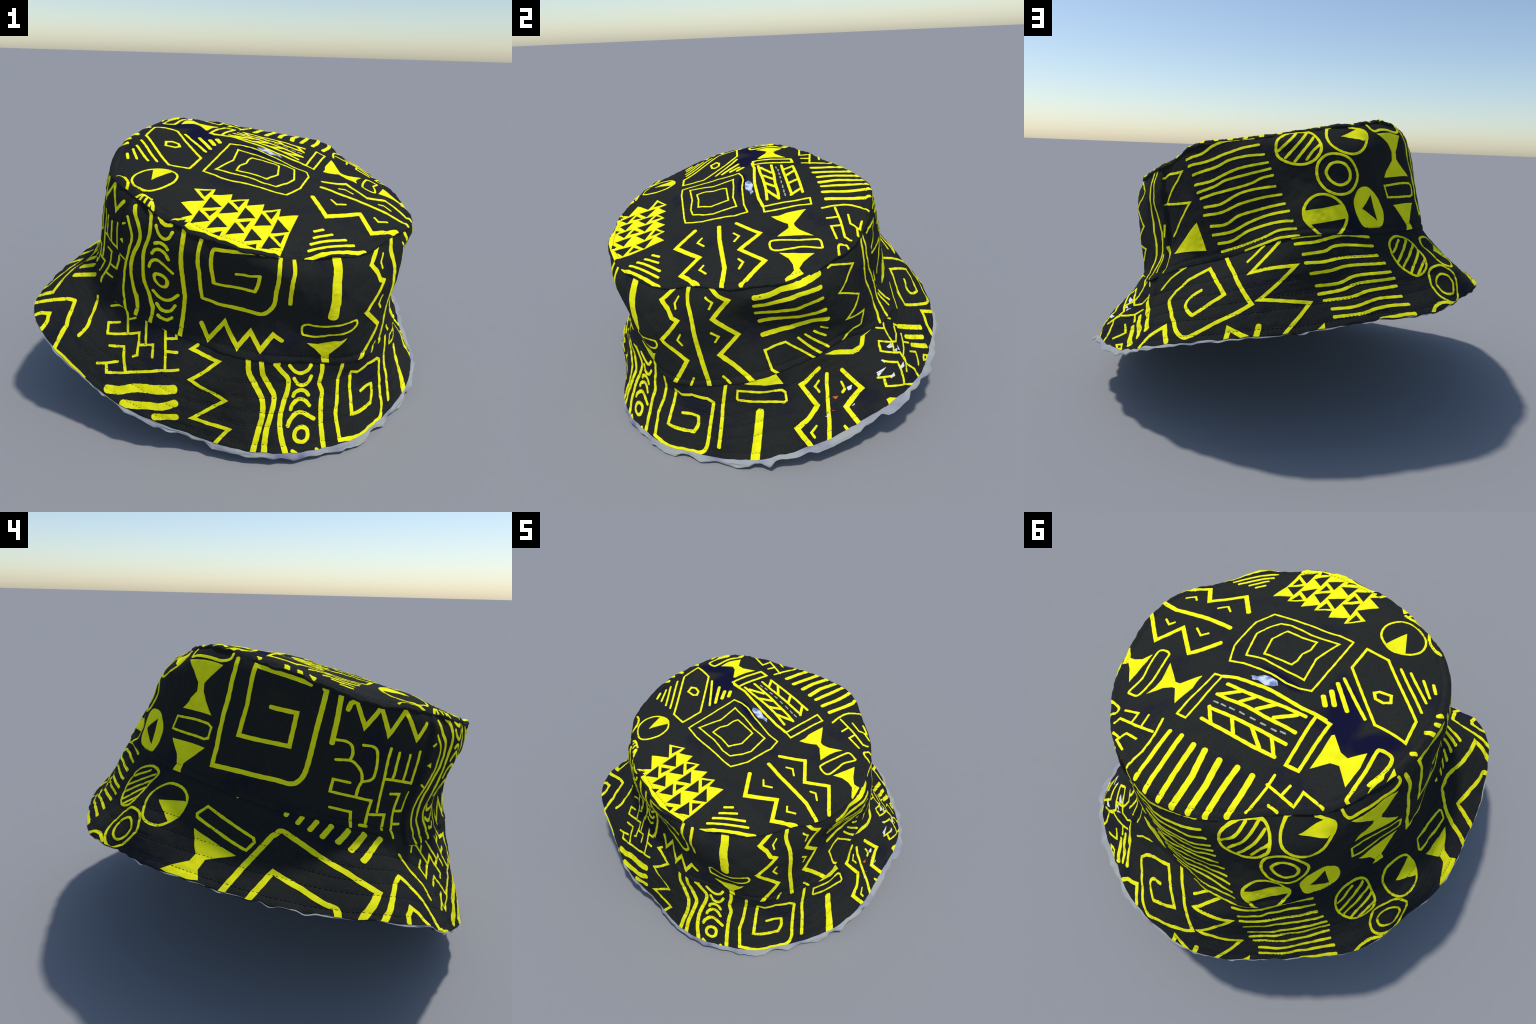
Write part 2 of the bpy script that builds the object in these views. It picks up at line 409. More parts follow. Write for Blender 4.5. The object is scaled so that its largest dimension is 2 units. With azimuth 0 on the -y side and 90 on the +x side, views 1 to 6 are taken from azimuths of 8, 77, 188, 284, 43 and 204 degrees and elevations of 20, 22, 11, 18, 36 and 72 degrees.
# dark lining inside: the underside of brim, side and top
rows = [shifted(ring_at("brim", v), -0.014 - 0.006 * min(1, (1 - v) * 8), -0.006) for v in np.linspace(0.99, 0.0, 24)]
rows += [shifted(ring_at("wall", v), -0.024, 0) for v in np.linspace(0.98, 0.03, 24)]
rows += [shifted(ring_at("tip", v), 0, -0.022) for v in np.linspace(0.95, 0.03, 16)]
n_rows = len(rows)
v_l, f_l = loft(rows)
c = len(v_l)
v_l = np.concatenate([v_l, [cloth("tip", np.zeros(1), np.zeros(1))[0] - (0, 0, 0.022)]])
f_l += [[(n_rows - 1) * ROUND + k, c, (n_rows - 1) * ROUND + (k + 1) % ROUND] for k in range(ROUND)]
lining = mesh_object("lining", v_l, [f[::-1] for f in f_l], LINING, hat)


# ------------------------------------------------------------------ stitching
def stitch_row(panel, v, pitch, length, radius):
    """one row of short raised thread loops"""
    if panel == "tip":
        p = ring_at("tip", v)
    else:
        p = ring_at(panel, v)
    run = np.linalg.norm(np.roll(p, -1, 0) - p, axis=1).sum()
    count = int(run / pitch)
    th0 = (np.arange(count) + rng.uniform(-0.12, 0.12, count)) * 2 * np.pi / count
    half = length / run * np.pi * rng.uniform(0.85, 1.1, count)
    verts, faces = [], []
    sections = ((-1.0, -0.9, 0.4), (-0.6, 0.9, 1.0), (0.6, 0.9, 1.0), (1.0, -0.9, 0.4))
    drift = rng.uniform(-0.0012, 0.0012, count)
    rings = []
    for u, lift, fat in sections:
        th = th0 + half * u
        if panel == "tip":
            r = edge_r(th) * v + drift
            q, n = cloth_normal("tip", r * np.cos(th), r * np.sin(th))
            out = np.stack([np.cos(th), np.sin(th), 0 * th], -1)
        else:
            q, n = cloth_normal(panel, th, np.full(count, v) + drift * 2)
            out = np.cross(n, np.stack([-np.sin(th), np.cos(th), 0 * th], -1))
        for ca, sa in ((1, 0), (0, 1), (-1, 0)):
            rings.append(q + n * (radius * (lift + sa * fat))[..., None] + out * (ca * fat * radius) if np.ndim(lift) else
                         q + n * (radius * (lift + sa * fat)) + out * (ca * fat * radius))
    verts = np.stack(rings, 1).reshape(-1, 3)
    for k in range(count):
        o = k * 12
        for s in range(3):
            for e in range(2):
                a = o + s * 3 + e
                faces.append((a, a + 1, a + 4, a + 3))
    return verts, faces


def stitches(name, rows, parent):
    verts, faces, base = [], [], 0
    for row in rows:
        v, f = stitch_row(*row)
        verts.append(v)
        faces += [tuple(i + base for i in x) for x in f]
        base += len(v)
    ob = mesh_object(name, np.concatenate(verts), faces, THREAD, parent)
    ob["kind"] = "stuff"
    return ob


stitches("crown_top_stitching", [("tip", TIP_STITCH_ROW, 0.017, 0.0135, 0.0018)], crown_top)
stitches("crown_side_stitching", [("wall", WALL_STITCH_ROW, 0.017, 0.0135, 0.0018)], crown_side)
stitches("brim_stitching", [("brim", v, 0.017, 0.0140, 0.0017) for v in BRIM_STITCH_ROWS], brim)


# ------------------------------------------------------------------ print: strokes and shapes
def line(width, *pts):
    return ("stroke", width, pts, False, False)


def curve(width, *pts):
    return ("stroke", width, pts, True, False)


def outline(width, *pts):
    return ("stroke", width, pts, False, True)


def loop(width, *pts):
    return ("stroke", width, pts, True, True)


def solid(*pts):
    return ("fill", 0, pts, False, True)


def blob(*pts):
    return ("fill", 0, pts, True, True)


def hole(*pts):
    return ("hole", 0, pts, False, True)


def smooth_path(p, closed):
    """Catmull-Rom curve through the points"""
    n = len(p)
    if n < 3:
        return p
    out = []
    for i in range(n if closed else n - 1):
        if closed:
            p0, p1, p2, p3 = p[i - 1], p[i], p[(i + 1) % n], p[(i + 2) % n]
        else:
            p1, p2 = p[i], p[i + 1]
            p0 = p[i - 1] if i else 2 * p1 - p2
            p3 = p[i + 2] if i + 2 < n else 2 * p2 - p1
        for t in np.arange(6) / 6:
            out.append(0.5 * (2 * p1 + (p2 - p0) * t + (2 * p0 - 5 * p1 + 4 * p2 - p3) * t * t + (3 * p1 - p0 - 3 * p2 + p3) * t**3))
    if not closed:
        out.append(p[-1])
    return np.array(out)


def resample(p, closed, gap):
    """extra points so that no step is longer than gap; corner points are kept"""
    q = np.vstack([p, p[:1]]) if closed else p
    out = []
    for a, b in zip(q[:-1], q[1:]):
        k = max(1, int(math.ceil(np.linalg.norm(b - a) / gap)))
        out += [a + (b - a) * t / k for t in range(k)]
    if not closed:
        out.append(q[-1])
    out = np.array(out)
    keep = [0]
    for i in range(1, len(out)):
        if np.linalg.norm(out[i] - out[keep[-1]]) > 0.0015:
            keep.append(i)
    return out[keep]


def stroke_pieces(p, width, closed):
    """a pen stroke as convex pieces: a quad per step, a wedge per bend, round ends"""
    n = len(p)
    seg = [(p[i], p[(i + 1) % n]) for i in range(n if closed else n - 1)]
    width = 0.94 * width
    half = 0.5 * width + 0.0004 * np.sin(np.arange(n) * 1.1 + rng.uniform(0, 6)) + rng.uniform(-0.00025, 0.00025, n)
    pieces = []
    side = []
    for i, (a, b) in enumerate(seg):
        d = b - a
        d = d / np.linalg.norm(d)
        m = np.array([-d[1], d[0]])
        side.append((d, m))
        ha, hb = half[i], half[(i + 1) % n]
        pieces.append([a + m * ha, a - m * ha, b - m * hb, b + m * hb])
    for i in (range(n) if closed else range(1, n - 1)):
        d0, m0 = side[i - 1]
        d1, m1 = side[i % len(side)]
        turn = d0[0] * d1[1] - d0[1] * d1[0]
        if abs(turn) < 1e-3:
            continue
        s = -1.0 if turn > 0 else 1.0
        a, b = p[i] + s * m0 * half[i], p[i] + s * m1 * half[i]
        mid = m0 + m1
        reach = 2 / max(mid @ mid, 1e-6)
        if (d0 @ d1) > 0.6 or reach > 4:
            reach = min(reach, 4)
        tip = p[i] + s * mid * half[i] * reach
        pieces.append([p[i], a, tip, b])
    if not closed:
        for end, (d, m), h, way in ((p[0], side[0], half[0], -1), (p[-1], side[-1], half[-1], 1)):
            pieces.append([end + m * h * math.cos(t) + d * way * h * 0.8 * math.sin(t) for t in np.linspace(0, math.pi, 6)])
    return pieces


def area(poly):
    x, y = np.array(poly).T
    return 0.5 * np.sum(x * np.roll(y, -1) - y * np.roll(x, -1))


def inside(poly, pts):
    x, y = pts[:, 0], pts[:, 1]
    hit = np.zeros(len(pts), bool)
    for (x0, y0), (x1, y1) in zip(poly, np.roll(poly, -1, 0)):
        c = (y0 > y) != (y1 > y)
        hit ^= c & (x < (x1 - x0) * (y - y0) / (y1 - y0 + 1e-15) + x0)
    return hit


PANELS = {"tip": crown_top, "wall": crown_side, "brim": brim}
INK_LIFT, GAP = 0.0019, 0.008


def motif(name, panel, ink, shapes):
    flat = {"tip": (1, 1), "wall": (math.radians(1) * WALL_FLAT[0], WALL_FLAT[1]),
            "brim": (math.radians(1) * BRIM_FLAT[0], BRIM_FLAT[1])}[panel]
    adds, cuts, extra = [], [], []
    for kind, width, pts, curved, closed in shapes:
        p = np.array(pts, float) * flat
        if curved:
            p = smooth_path(p, closed)
        p = resample(p, closed, GAP)
        if kind == "stroke":
            pieces = [np.array(q) for q in stroke_pieces(p, width, closed)]
            adds += pieces
            # points inside the stroke, so that the ink follows bends of the cloth
            rim_near = panel == "tip" and (np.hypot(*p.T) / edge_r(np.arctan2(p[:, 1], p[:, 0]))).max() > 0.93
            if rim_near or width > 0.015:
                gap = 0.0045 if rim_near else 0.0065
                lo, hi = p.min(0) - width, p.max(0) + width
                gx, gy = np.meshgrid(np.arange(lo[0], hi[0], gap), np.arange(lo[1], hi[1], gap))
                g = np.stack([gx.ravel() + gap * 0.4 * (np.arange(gx.size) % 2), gy.ravel()], 1)
                if rim_near:
                    g = g[np.hypot(*g.T) / edge_r(np.arctan2(g[:, 1], g[:, 0])) > 0.92]
                got = np.zeros(len(g), bool)
                for q in pieces:
                    got |= inside(q, g)
                extra.append(g[got])
        else:
            (cuts if kind == "hole" else adds).append(p)
            if kind == "fill":
                lo, hi = p.min(0), p.max(0)
                gx, gy = np.meshgrid(np.arange(lo[0], hi[0], GAP), np.arange(lo[1], hi[1], GAP))
                g = np.stack([gx.ravel() + 0.0037 * (np.arange(gx.size) % 2), gy.ravel()], 1)
                extra.append(g[inside(p, g)])
                if panel == "tip":
                    t = np.linspace(0, 2 * np.pi, 900)
                    for f in np.arange(0.935, 1.0, 0.006):
                        g = np.stack([np.cos(t), np.sin(t)], 1) * (edge_r(t) * f)[:, None]
                        extra.append(g[inside(p, g)])
    verts, edges, faces = [], [], []
    for q in adds + cuts:
        if area(q) < 0:
            q = q[::-1]
        faces.append(list(range(len(verts), len(verts) + len(q))))
        verts += list(q)
    every = np.array(verts)
    lo, hi = every.min(0) - 0.01, every.max(0) + 0.01
    if panel == "tip":
        th = np.arctan2(every[:, 1], every[:, 0])
        if (np.hypot(*every.T) / edge_r(th)).max() > 0.99:
            t = np.linspace(th.min(), th.max(), 90) if th.max() - th.min() < 3 else np.linspace(0, 2 * np.pi, 240)
            o = len(verts)
            r = edge_r(t) * 0.9995
            verts += list(np.stack([r * np.cos(t), r * np.sin(t)], 1))
            edges += [(o + k, o + k + 1) for k in range(len(t) - 1)]
    else:
        for y in (0.0, flat[1]):
            if lo[1] < y < hi[1]:
                xs = np.arange(lo[0], hi[0] + GAP, GAP)
                o = len(verts)
                verts += [np.array((x, y)) for x in xs]
                edges += [(o + k, o + k + 1) for k in range(len(xs) - 1)]
    for g in extra:
        verts += list(g)
    v2, _, f2, _, _, _ = delaunay_2d_cdt([Vector(v) for v in verts], edges, faces, 0, 1e-5, True)
    v2 = np.array([tuple(v) for v in v2])
    mids = np.array([v2[list(f)].mean(0) for f in f2])
    if panel == "tip":
        ok = np.hypot(*mids.T) < edge_r(np.arctan2(mids[:, 1], mids[:, 0])) * 0.9995
    else:
        ok = (mids[:, 1] > 0) & (mids[:, 1] < flat[1])
    wanted = np.zeros(len(mids), bool)
    for q in adds:
        wanted |= inside(q, mids)
    for q in cuts:
        wanted &= ~inside(q, mids)
    keep = [tuple(f) for f, good in zip(f2, ok & wanted) if good]
    if not keep:
        return
    used = sorted({i for f in keep for i in f})
    index = {i: k for k, i in enumerate(used)}
    pos = v2[used]
    if panel == "tip":
        p, n = cloth_normal("tip", pos[:, 0], pos[:, 1])
    else:
        p, n = cloth_normal(panel, pos[:, 0] / WALL_FLAT[0] if panel == "wall" else pos[:, 0] / BRIM_FLAT[0], pos[:, 1] / flat[1])
    tris = [tuple(index[i] for i in f) for f in keep]
    if panel != "tip":
        tris = [t[::-1] for t in tris]
    top, foot = p + n * INK_LIFT, p - n * 0.001
    # a thin wall of ink all round, so that the print has a body
    seen = {}
    for t in tris:
        for a, b in zip(t, t[1:] + t[:1]):
            seen[(a, b)] = seen.get((a, b), 0) + 1
    rimmed = [(a, b) for a, b in seen if (b, a) not in seen]
    k = len(top)
    border = sorted({i for e in rimmed for i in e})
    high = {i: k + j for j, i in enumerate(border)}
    low = {i: k + len(border) + j for j, i in enumerate(border)}
    verts3 = np.vstack([top, top[border], foot[border]])
    ob = mesh_object(name, verts3, tris + [(high[b], high[a], low[a], low[b]) for a, b in rimmed], INKS[ink], PANELS[panel])
    # shade the print as the cloth below it
    ob.data.normals_split_custom_set_from_vertices([tuple(map(float, v)) for v in np.vstack([n, n[border], n[border]])])
    return ob


# Shapes are given in panel coordinates: x, y in metres on the crown top;
# degrees round the hat and 0..1 from upper to lower seam on the crown side and the brim.
motif('wedge_circle', 'tip', 'yellow', [
    loop(0.01, (-0.395, -0.363), (-0.392, -0.418), (-0.413, -0.462), (-0.448, -0.496), (-0.492, -0.504), (-0.548, -0.471), (-0.578, -0.427), (-0.581, -0.376), (-0.56, -0.336), (-0.523, -0.31), (-0.47, -0.302), (-0.43, -0.321)),
    solid((-0.492, -0.425), (-0.52, -0.31), (-0.482, -0.3), (-0.453, -0.303), (-0.43, -0.328)),
])
motif('nested_squares', 'tip', 'yellow', [
    outline(0.009, (0.165, 0.003), (0.18, -0.075), (0.15, -0.237), (0.096, -0.321), (0.04, -0.319), (-0.038, -0.31), (-0.224, -0.292), (-0.3, -0.274), (-0.245, 0.063), (-0.192, 0.07), (-0.134, 0.064), (-0.053, 0.035), (0.095, 0.003)),
    outline(0.009, (0.102, -0.039), (0.113, -0.169), (0.085, -0.219), (0.041, -0.27), (-0.013, -0.271), (-0.114, -0.245), (-0.249, -0.235), (-0.193, -0.112), (-0.193, 0.017), (-0.159, 0.008), (-0.104, -0.002), (-0.026, -0.023), (0.009, -0.034)),
    outline(0.009, (0.026, -0.064), (0.033, -0.161), (-0.011, -0.228), (-0.087, -0.212), (-0.158, -0.209), (-0.152, -0.155), (-0.128, -0.117), (-0.124, -0.072), (-0.111, -0.044)),
])
motif('six_sided_frame', 'tip', 'yellow', [
    outline(0.012, (-0.366, -0.263), (-0.467, -0.245), (-0.669, 0.031), (-0.662, 0.148), (-0.531, 0.12), (-0.344, -0.135)),
    outline(0.013, (-0.541, -0.054), (-0.551, -0.016), (-0.524, -0.003), (-0.488, -0.013), (-0.474, -0.041), (-0.492, -0.056)),
    line(0.012, (-0.529, -0.222), (-0.675, -0.024)),
    line(0.012, (-0.573, -0.22), (-0.677, -0.083)),
    line(0.012, (-0.631, -0.207), (-0.682, -0.119)),
    line(0.014, (-0.675, -0.205), (-0.696, -0.159)),
    line(0.014, (-0.337, -0.062), (-0.407, 0.019), (-0.487, 0.107)),
    line(0.019, (-0.324, -0.024), (-0.409, 0.096)),
    line(0.022, (-0.317, 0.027), (-0.353, 0.089)),
    line(0.022, (-0.297, 0.066), (-0.321, 0.107)),
])
motif('triangle_lattice', 'tip', 'yellow', [
    solid((-0.299, -0.432), (-0.212, -0.388), (-0.214, -0.436), (-0.133, -0.402), (-0.13, -0.452), (-0.056, -0.42), (-0.057, -0.469), (0.014, -0.427), (0.014, -0.476), (0.088, -0.438), (0.089, -0.488), (0.168, -0.453), (0.148, -0.576), (0.138, -0.686), (0.133, -0.727), (0.047, -0.739), (-0.035, -0.747), (-0.12, -0.729), (-0.176, -0.704), (-0.267, -0.686), (-0.254, -0.664), (-0.329, -0.664), (-0.254, -0.615), (-0.322, -0.55), (-0.234, -0.497)),
    hole((-0.219, -0.451), (-0.231, -0.553), (-0.154, -0.515)),
    hole((-0.239, -0.571), (-0.251, -0.667), (-0.178, -0.63)),
    hole((-0.137, -0.468), (-0.157, -0.567), (-0.078, -0.528)),
    hole((-0.06, -0.481), (-0.077, -0.58), (-0.003, -0.541)),
    hole((-0.157, -0.589), (-0.18, -0.676), (-0.1, -0.645)),
    hole((-0.08, -0.603), (-0.099, -0.694), (-0.026, -0.658)),
    hole((0.014, -0.494), (-0.001, -0.594), (0.07, -0.551)),
    hole((0.087, -0.502), (0.073, -0.604), (0.147, -0.563)),
    hole((-0.007, -0.614), (-0.021, -0.712), (0.049, -0.668)),
    hole((0.07, -0.622), (0.052, -0.725), (0.131, -0.681)),
    hole((-0.277, -0.432), (-0.224, -0.401), (-0.242, -0.467)),
    hole((-0.217, -0.57), (-0.168, -0.542), (-0.187, -0.6)),
    hole((-0.121, -0.461), (-0.069, -0.433), (-0.086, -0.496)),
    hole((0.027, -0.482), (0.078, -0.453), (0.061, -0.517)),
    hole((-0.064, -0.596), (-0.019, -0.569), (-0.033, -0.627)),
    hole((0.088, -0.617), (0.131, -0.586), (0.123, -0.653)),
    hole((-0.307, -0.661), (-0.273, -0.645), (-0.274, -0.669)),
    hole((-0.16, -0.701), (-0.116, -0.675), (-0.119, -0.706)),
    hole((-0.011, -0.728), (0.031, -0.704), (0.034, -0.736)),
])
motif('line_pyramid', 'tip', 'yellow', [
    line(0.013, (0.247, -0.528), (0.284, -0.497)),
    line(0.013, (0.25, -0.57), (0.326, -0.508)),
    line(0.014, (0.243, -0.611), (0.316, -0.558), (0.387, -0.511)),
    line(0.013, (0.239, -0.652), (0.34, -0.583), (0.425, -0.525)),
    line(0.016, (0.236, -0.701), (0.336, -0.635), (0.416, -0.576), (0.481, -0.533)),
])
motif('tip_zigzag_one', 'tip', 'yellow', [
    line(0.023, (0.213, -0.288), (0.287, -0.405), (0.437, -0.313), (0.497, -0.419), (0.571, -0.383), (0.617, -0.36)),
    line(0.011, (0.298, -0.268), (0.325, -0.297), (0.368, -0.273)),
    line(0.011, (0.505, -0.306), (0.524, -0.329), (0.566, -0.308)),
])
motif('tip_bar', 'tip', 'yellow', [
    line(0.022, (0.246, -0.167), (0.359, -0.191), (0.568, -0.218), (0.673, -0.26)),
])
motif('tip_zigzag_two', 'tip', 'yellow', [
    line(0.021, (0.25, -0.078), (0.372, 0.011), (0.472, -0.118), (0.579, -0.028), (0.697, -0.179)),
    line(0.011, (0.332, -0.113), (0.364, -0.094), (0.401, -0.127)),
    line(0.011, (0.533, -0.142), (0.56, -0.127), (0.594, -0.157)),
])
motif('tip_hourglass', 'tip', 'yellow', [
    solid((0.431, 0.082), (0.392, 0.126), (0.363, 0.161), (0.335, 0.167), (0.313, 0.148), (0.281, 0.124), (0.251, 0.106), (0.26, 0.147), (0.258, 0.183), (0.272, 0.234), (0.286, 0.285), (0.344, 0.196), (0.363, 0.193), (0.401, 0.205), (0.467, 0.253), (0.445, 0.21), (0.434, 0.166)),
])
motif('tip_capsule', 'tip', 'yellow', [
    loop(0.011, (0.463, 0.036), (0.503, 0.023), (0.528, 0.041), (0.533, 0.118), (0.533, 0.179), (0.562, 0.255), (0.548, 0.266), (0.509, 0.271), (0.493, 0.245), (0.477, 0.18), (0.467, 0.117), (0.461, 0.07)),
])
motif('tip_funnel', 'tip', 'yellow', [
    solid((0.591, 0.21), (0.549, 0.052), (0.592, 0.082), (0.634, 0.088), (0.669, 0.08), (0.707, 0.022), (0.717, 0.022), (0.696, 0.116), (0.663, 0.107), (0.632, 0.141)),
])
motif('tall_frame', 'tip', 'yellow', [
    outline(0.01, (0.198, 0.085), (0.156, 0.092), (0.199, 0.34), (0.25, 0.328)),
    line(0.017, (0.156, 0.092), (0.081, 0.09), (-0.06, 0.111), (-0.167, 0.138), (-0.246, 0.16), (-0.311, 0.165), (-0.35, 0.172)),
    outline(0.015, (-0.31, 0.169), (-0.372, 0.183), (-0.33, 0.406), (-0.275, 0.4)),
])
motif('ladder_strips', 'tip', 'yellow', [
    line(0.018, (-0.241, 0.194), (-0.152, 0.234)),
    line(0.018, (-0.139, 0.176), (-0.069, 0.22)),
    line(0.018, (-0.049, 0.162), (0.015, 0.207)),
    line(0.018, (0.025, 0.151), (0.122, 0.19)),
    line(0.017, (-0.179, 0.312), (-0.214, 0.377)),
    line(0.017, (-0.084, 0.296), (-0.153, 0.373)),
    line(0.017, (0.01, 0.282), (-0.027, 0.35)),
    line(0.017, (0.129, 0.258), (0.086, 0.329)),
    line(0.016, (0.11, 0.129), (0.007, 0.154), (-0.086, 0.167), (-0.183, 0.176), (-0.274, 0.19)),
    line(0.016, (0.13, 0.189), (0.071, 0.204), (-0.024, 0.218), (-0.119, 0.241), (-0.217, 0.257), (-0.261, 0.266)),
    line(0.016, (0.122, 0.265), (0.046, 0.275), (-0.058, 0.291), (-0.146, 0.304), (-0.244, 0.322)),
    line(0.016, (0.132, 0.324), (0.061, 0.338), (-0.014, 0.352), (-0.121, 0.371), (-0.223, 0.384)),
])
motif('stitch_dashes_print', 'tip', 'grey', [
    line(0.007, (0.123, 0.229), (0.1, 0.233)),
    line(0.007, (0.085, 0.234), (0.061, 0.24)),
    line(0.007, (0.041, 0.242), (0.016, 0.248)),
    line(0.007, (-0.01, 0.25), (-0.033, 0.256)),
    line(0.007, (-0.064, 0.262), (-0.087, 0.266)),
    line(0.007, (-0.113, 0.271), (-0.136, 0.274)),
    line(0.007, (-0.163, 0.28), (-0.186, 0.284)),
    line(0.007, (-0.203, 0.28), (-0.225, 0.283)),
])
motif('tip_hourglass_two', 'tip', 'yellow', [
    solid((-0.395, 0.228), (-0.405, 0.221), (-0.454, 0.285), (-0.487, 0.3), (-0.547, 0.252), (-0.544, 0.32), (-0.517, 0.407), (-0.468, 0.338), (-0.431, 0.338), (-0.366, 0.383), (-0.384, 0.309)),
])
motif('tip_loose_frame', 'tip', 'yellow', [
    curve(0.015, (-0.553, 0.461), (-0.538, 0.451), (-0.544, 0.417), (-0.566, 0.33), (-0.577, 0.237), (-0.591, 0.22), (-0.632, 0.227), (-0.639, 0.254), (-0.628, 0.301), (-0.603, 0.354), (-0.596, 0.374)),
    solid((-0.657, 0.268), (-0.672, 0.289), (-0.669, 0.308), (-0.646, 0.34), (-0.653, 0.305)),
    solid((-0.634, 0.306), (-0.636, 0.325), (-0.619, 0.36), (-0.599, 0.404), (-0.608, 0.354)),
])
motif('tip_bars', 'tip', 'yellow', [
    line(0.022, (0.235, 0.414), (0.255, 0.502), (0.277, 0.615), (0.274, 0.646)),
    line(0.023, (0.172, 0.421), (0.193, 0.533), (0.205, 0.62), (0.208, 0.682)),
    line(0.024, (0.106, 0.441), (0.126, 0.572), (0.141, 0.695)),
    line(0.028, (0.052, 0.448), (0.053, 0.562), (0.079, 0.697)),
    line(0.028, (-0.021, 0.466), (-0.014, 0.574), (0.01, 0.695)),
    line(0.026, (-0.1, 0.467), (-0.077, 0.582), (-0.06, 0.688)),
    line(0.026, (-0.169, 0.479), (-0.156, 0.569), (-0.139, 0.658)),
])
motif('tip_branches', 'tip', 'yellow', [
    line(0.012, (0.3, 0.366), (0.298, 0.429), (0.303, 0.482), (0.315, 0.525), (0.363, 0.603)),
    line(0.012, (0.314, 0.432), (0.418, 0.418), (0.524, 0.394), (0.548, 0.417)),
    line(0.011, (0.38, 0.36), (0.385, 0.415)),
    line(0.011, (0.523, 0.352), (0.439, 0.359), (0.446, 0.407)),
    line(0.011, (0.378, 0.476), (0.443, 0.459), (0.484, 0.491), (0.428, 0.528)),
    line(0.011, (0.468, 0.482), (0.525, 0.462)),
    curve(0.012, (0.638, 0.315), (0.568, 0.342), (0.569, 0.37), (0.589, 0.381), (0.61, 0.381)),
])
motif('tip_branches_two', 'tip', 'yellow', [
    line(0.012, (-0.251, 0.449), (-0.24, 0.509), (-0.223, 0.566), (-0.204, 0.621)),
    line(0.012, (-0.236, 0.493), (-0.366, 0.541), (-0.379, 0.477), (-0.468, 0.507)),
    line(0.012, (-0.323, 0.469), (-0.306, 0.514)),
    line(0.012, (-0.315, 0.579), (-0.273, 0.567)),
])
motif('edge_arc', 'tip', 'yellow', [
    curve(0.013, (-0.656, -0.388), (-0.624, -0.401), (-0.59, -0.441), (-0.574, -0.497)),
])
motif('edge_scraps', 'tip', 'yellow', [
    curve(0.012, (-0.536, -0.542), (-0.504, -0.535), (-0.48, -0.54), (-0.444, -0.558)),
    line(0.011, (-0.503, -0.566), (-0.487, -0.542)),
    line(0.011, (-0.472, -0.584), (-0.466, -0.557)),
    curve(0.013, (-0.446, -0.604), (-0.438, -0.576), (-0.419, -0.615)),
])
motif('edge_teeth', 'tip', 'yellow', [
    line(0.022, (-0.717, 0.059), (-0.751, 0.047)),
    line(0.022, (-0.741, 0.001), (-0.762, -0.008)),
    line(0.02, (-0.736, -0.046), (-0.75, -0.061)),
    line(0.018, (-0.695, 0.177), (-0.71, 0.168)),
])
motif('bright_patch', 'tip', 'frost', [
    solid((0.028, 0.062), (-0.002, 0.063), (-0.026, 0.05), (-0.056, 0.052), (-0.096, 0.066), (-0.109, 0.087), (-0.083, 0.098), (-0.054, 0.099), (-0.014, 0.081), (0.012, 0.082)),
])
motif('wavy_column', 'wall', 'yellow', [
    curve(0.013, (-132.9, 0.152), (-129.9, 0.232), (-129.1, 0.316), (-130.1, 0.472), (-132.2, 0.686), (-131.7, 0.84), (-129.9, 0.911), (-128.8, 0.956), (-126.8, 1.001)),
    curve(0.02, (-132.1, 0.048), (-129.9, 0.109), (-126.6, 0.184), (-125.9, 0.291), (-128, 0.472), (-129, 0.655), (-127.3, 0.805), (-125.5, 0.858), (-123.7, 0.922), (-122.8, 0.983), (-122.7, 1.033)),
    curve(0.02, (-126.4, -0.001), (-124.1, 0.034), (-122.5, 0.11), (-122.2, 0.193), (-123.1, 0.323), (-123.1, 0.475), (-122.7, 0.668), (-119.7, 0.828), (-117.6, 0.892), (-116.2, 1)),
    curve(0.016, (-120.9, 0.003), (-119, 0.025), (-117.1, 0.029), (-115.4, 0.014)),
    curve(0.015, (-120.7, 0.067), (-118.8, 0.116), (-116.3, 0.137), (-114.8, 0.112), (-114.3, 0.06)),
    curve(0.016, (-119.3, 0.207), (-117.4, 0.183), (-115.4, 0.191), (-114.3, 0.217)),
    curve(0.016, (-119.8, 0.311), (-118.6, 0.26), (-116.8, 0.241), (-114.8, 0.261), (-113.3, 0.302)),
    curve(0.016, (-120.5, 0.456), (-119.8, 0.395), (-118.1, 0.354), (-115.8, 0.355), (-111.7, 0.432)),
    loop(0.018, (-113.5, 0.545), (-114.4, 0.615), (-116.6, 0.63), (-118.2, 0.582), (-118.3, 0.524), (-117.3, 0.492), (-115.5, 0.486), (-114, 0.507)),
    curve(0.017, (-119.5, 0.715), (-117.2, 0.761), (-114.4, 0.772), (-111.8, 0.739), (-109.7, 0.672)),
    curve(0.016, (-117.2, 0.834), (-114.8, 0.864), (-112.5, 0.867), (-110.8, 0.844), (-109.9, 0.786)),
    curve(0.015, (-114.8, 0.916), (-113.1, 0.93), (-110.9, 0.929), (-109.4, 0.898)),
    curve(0.021, (-111.1, 0.001), (-110.4, 0.067), (-109.7, 0.179), (-109, 0.338), (-108.3, 0.477), (-107.7, 0.625), (-107.4, 0.651), (-106.6, 0.774), (-105.1, 0.928), (-104.1, 1.016)),
])
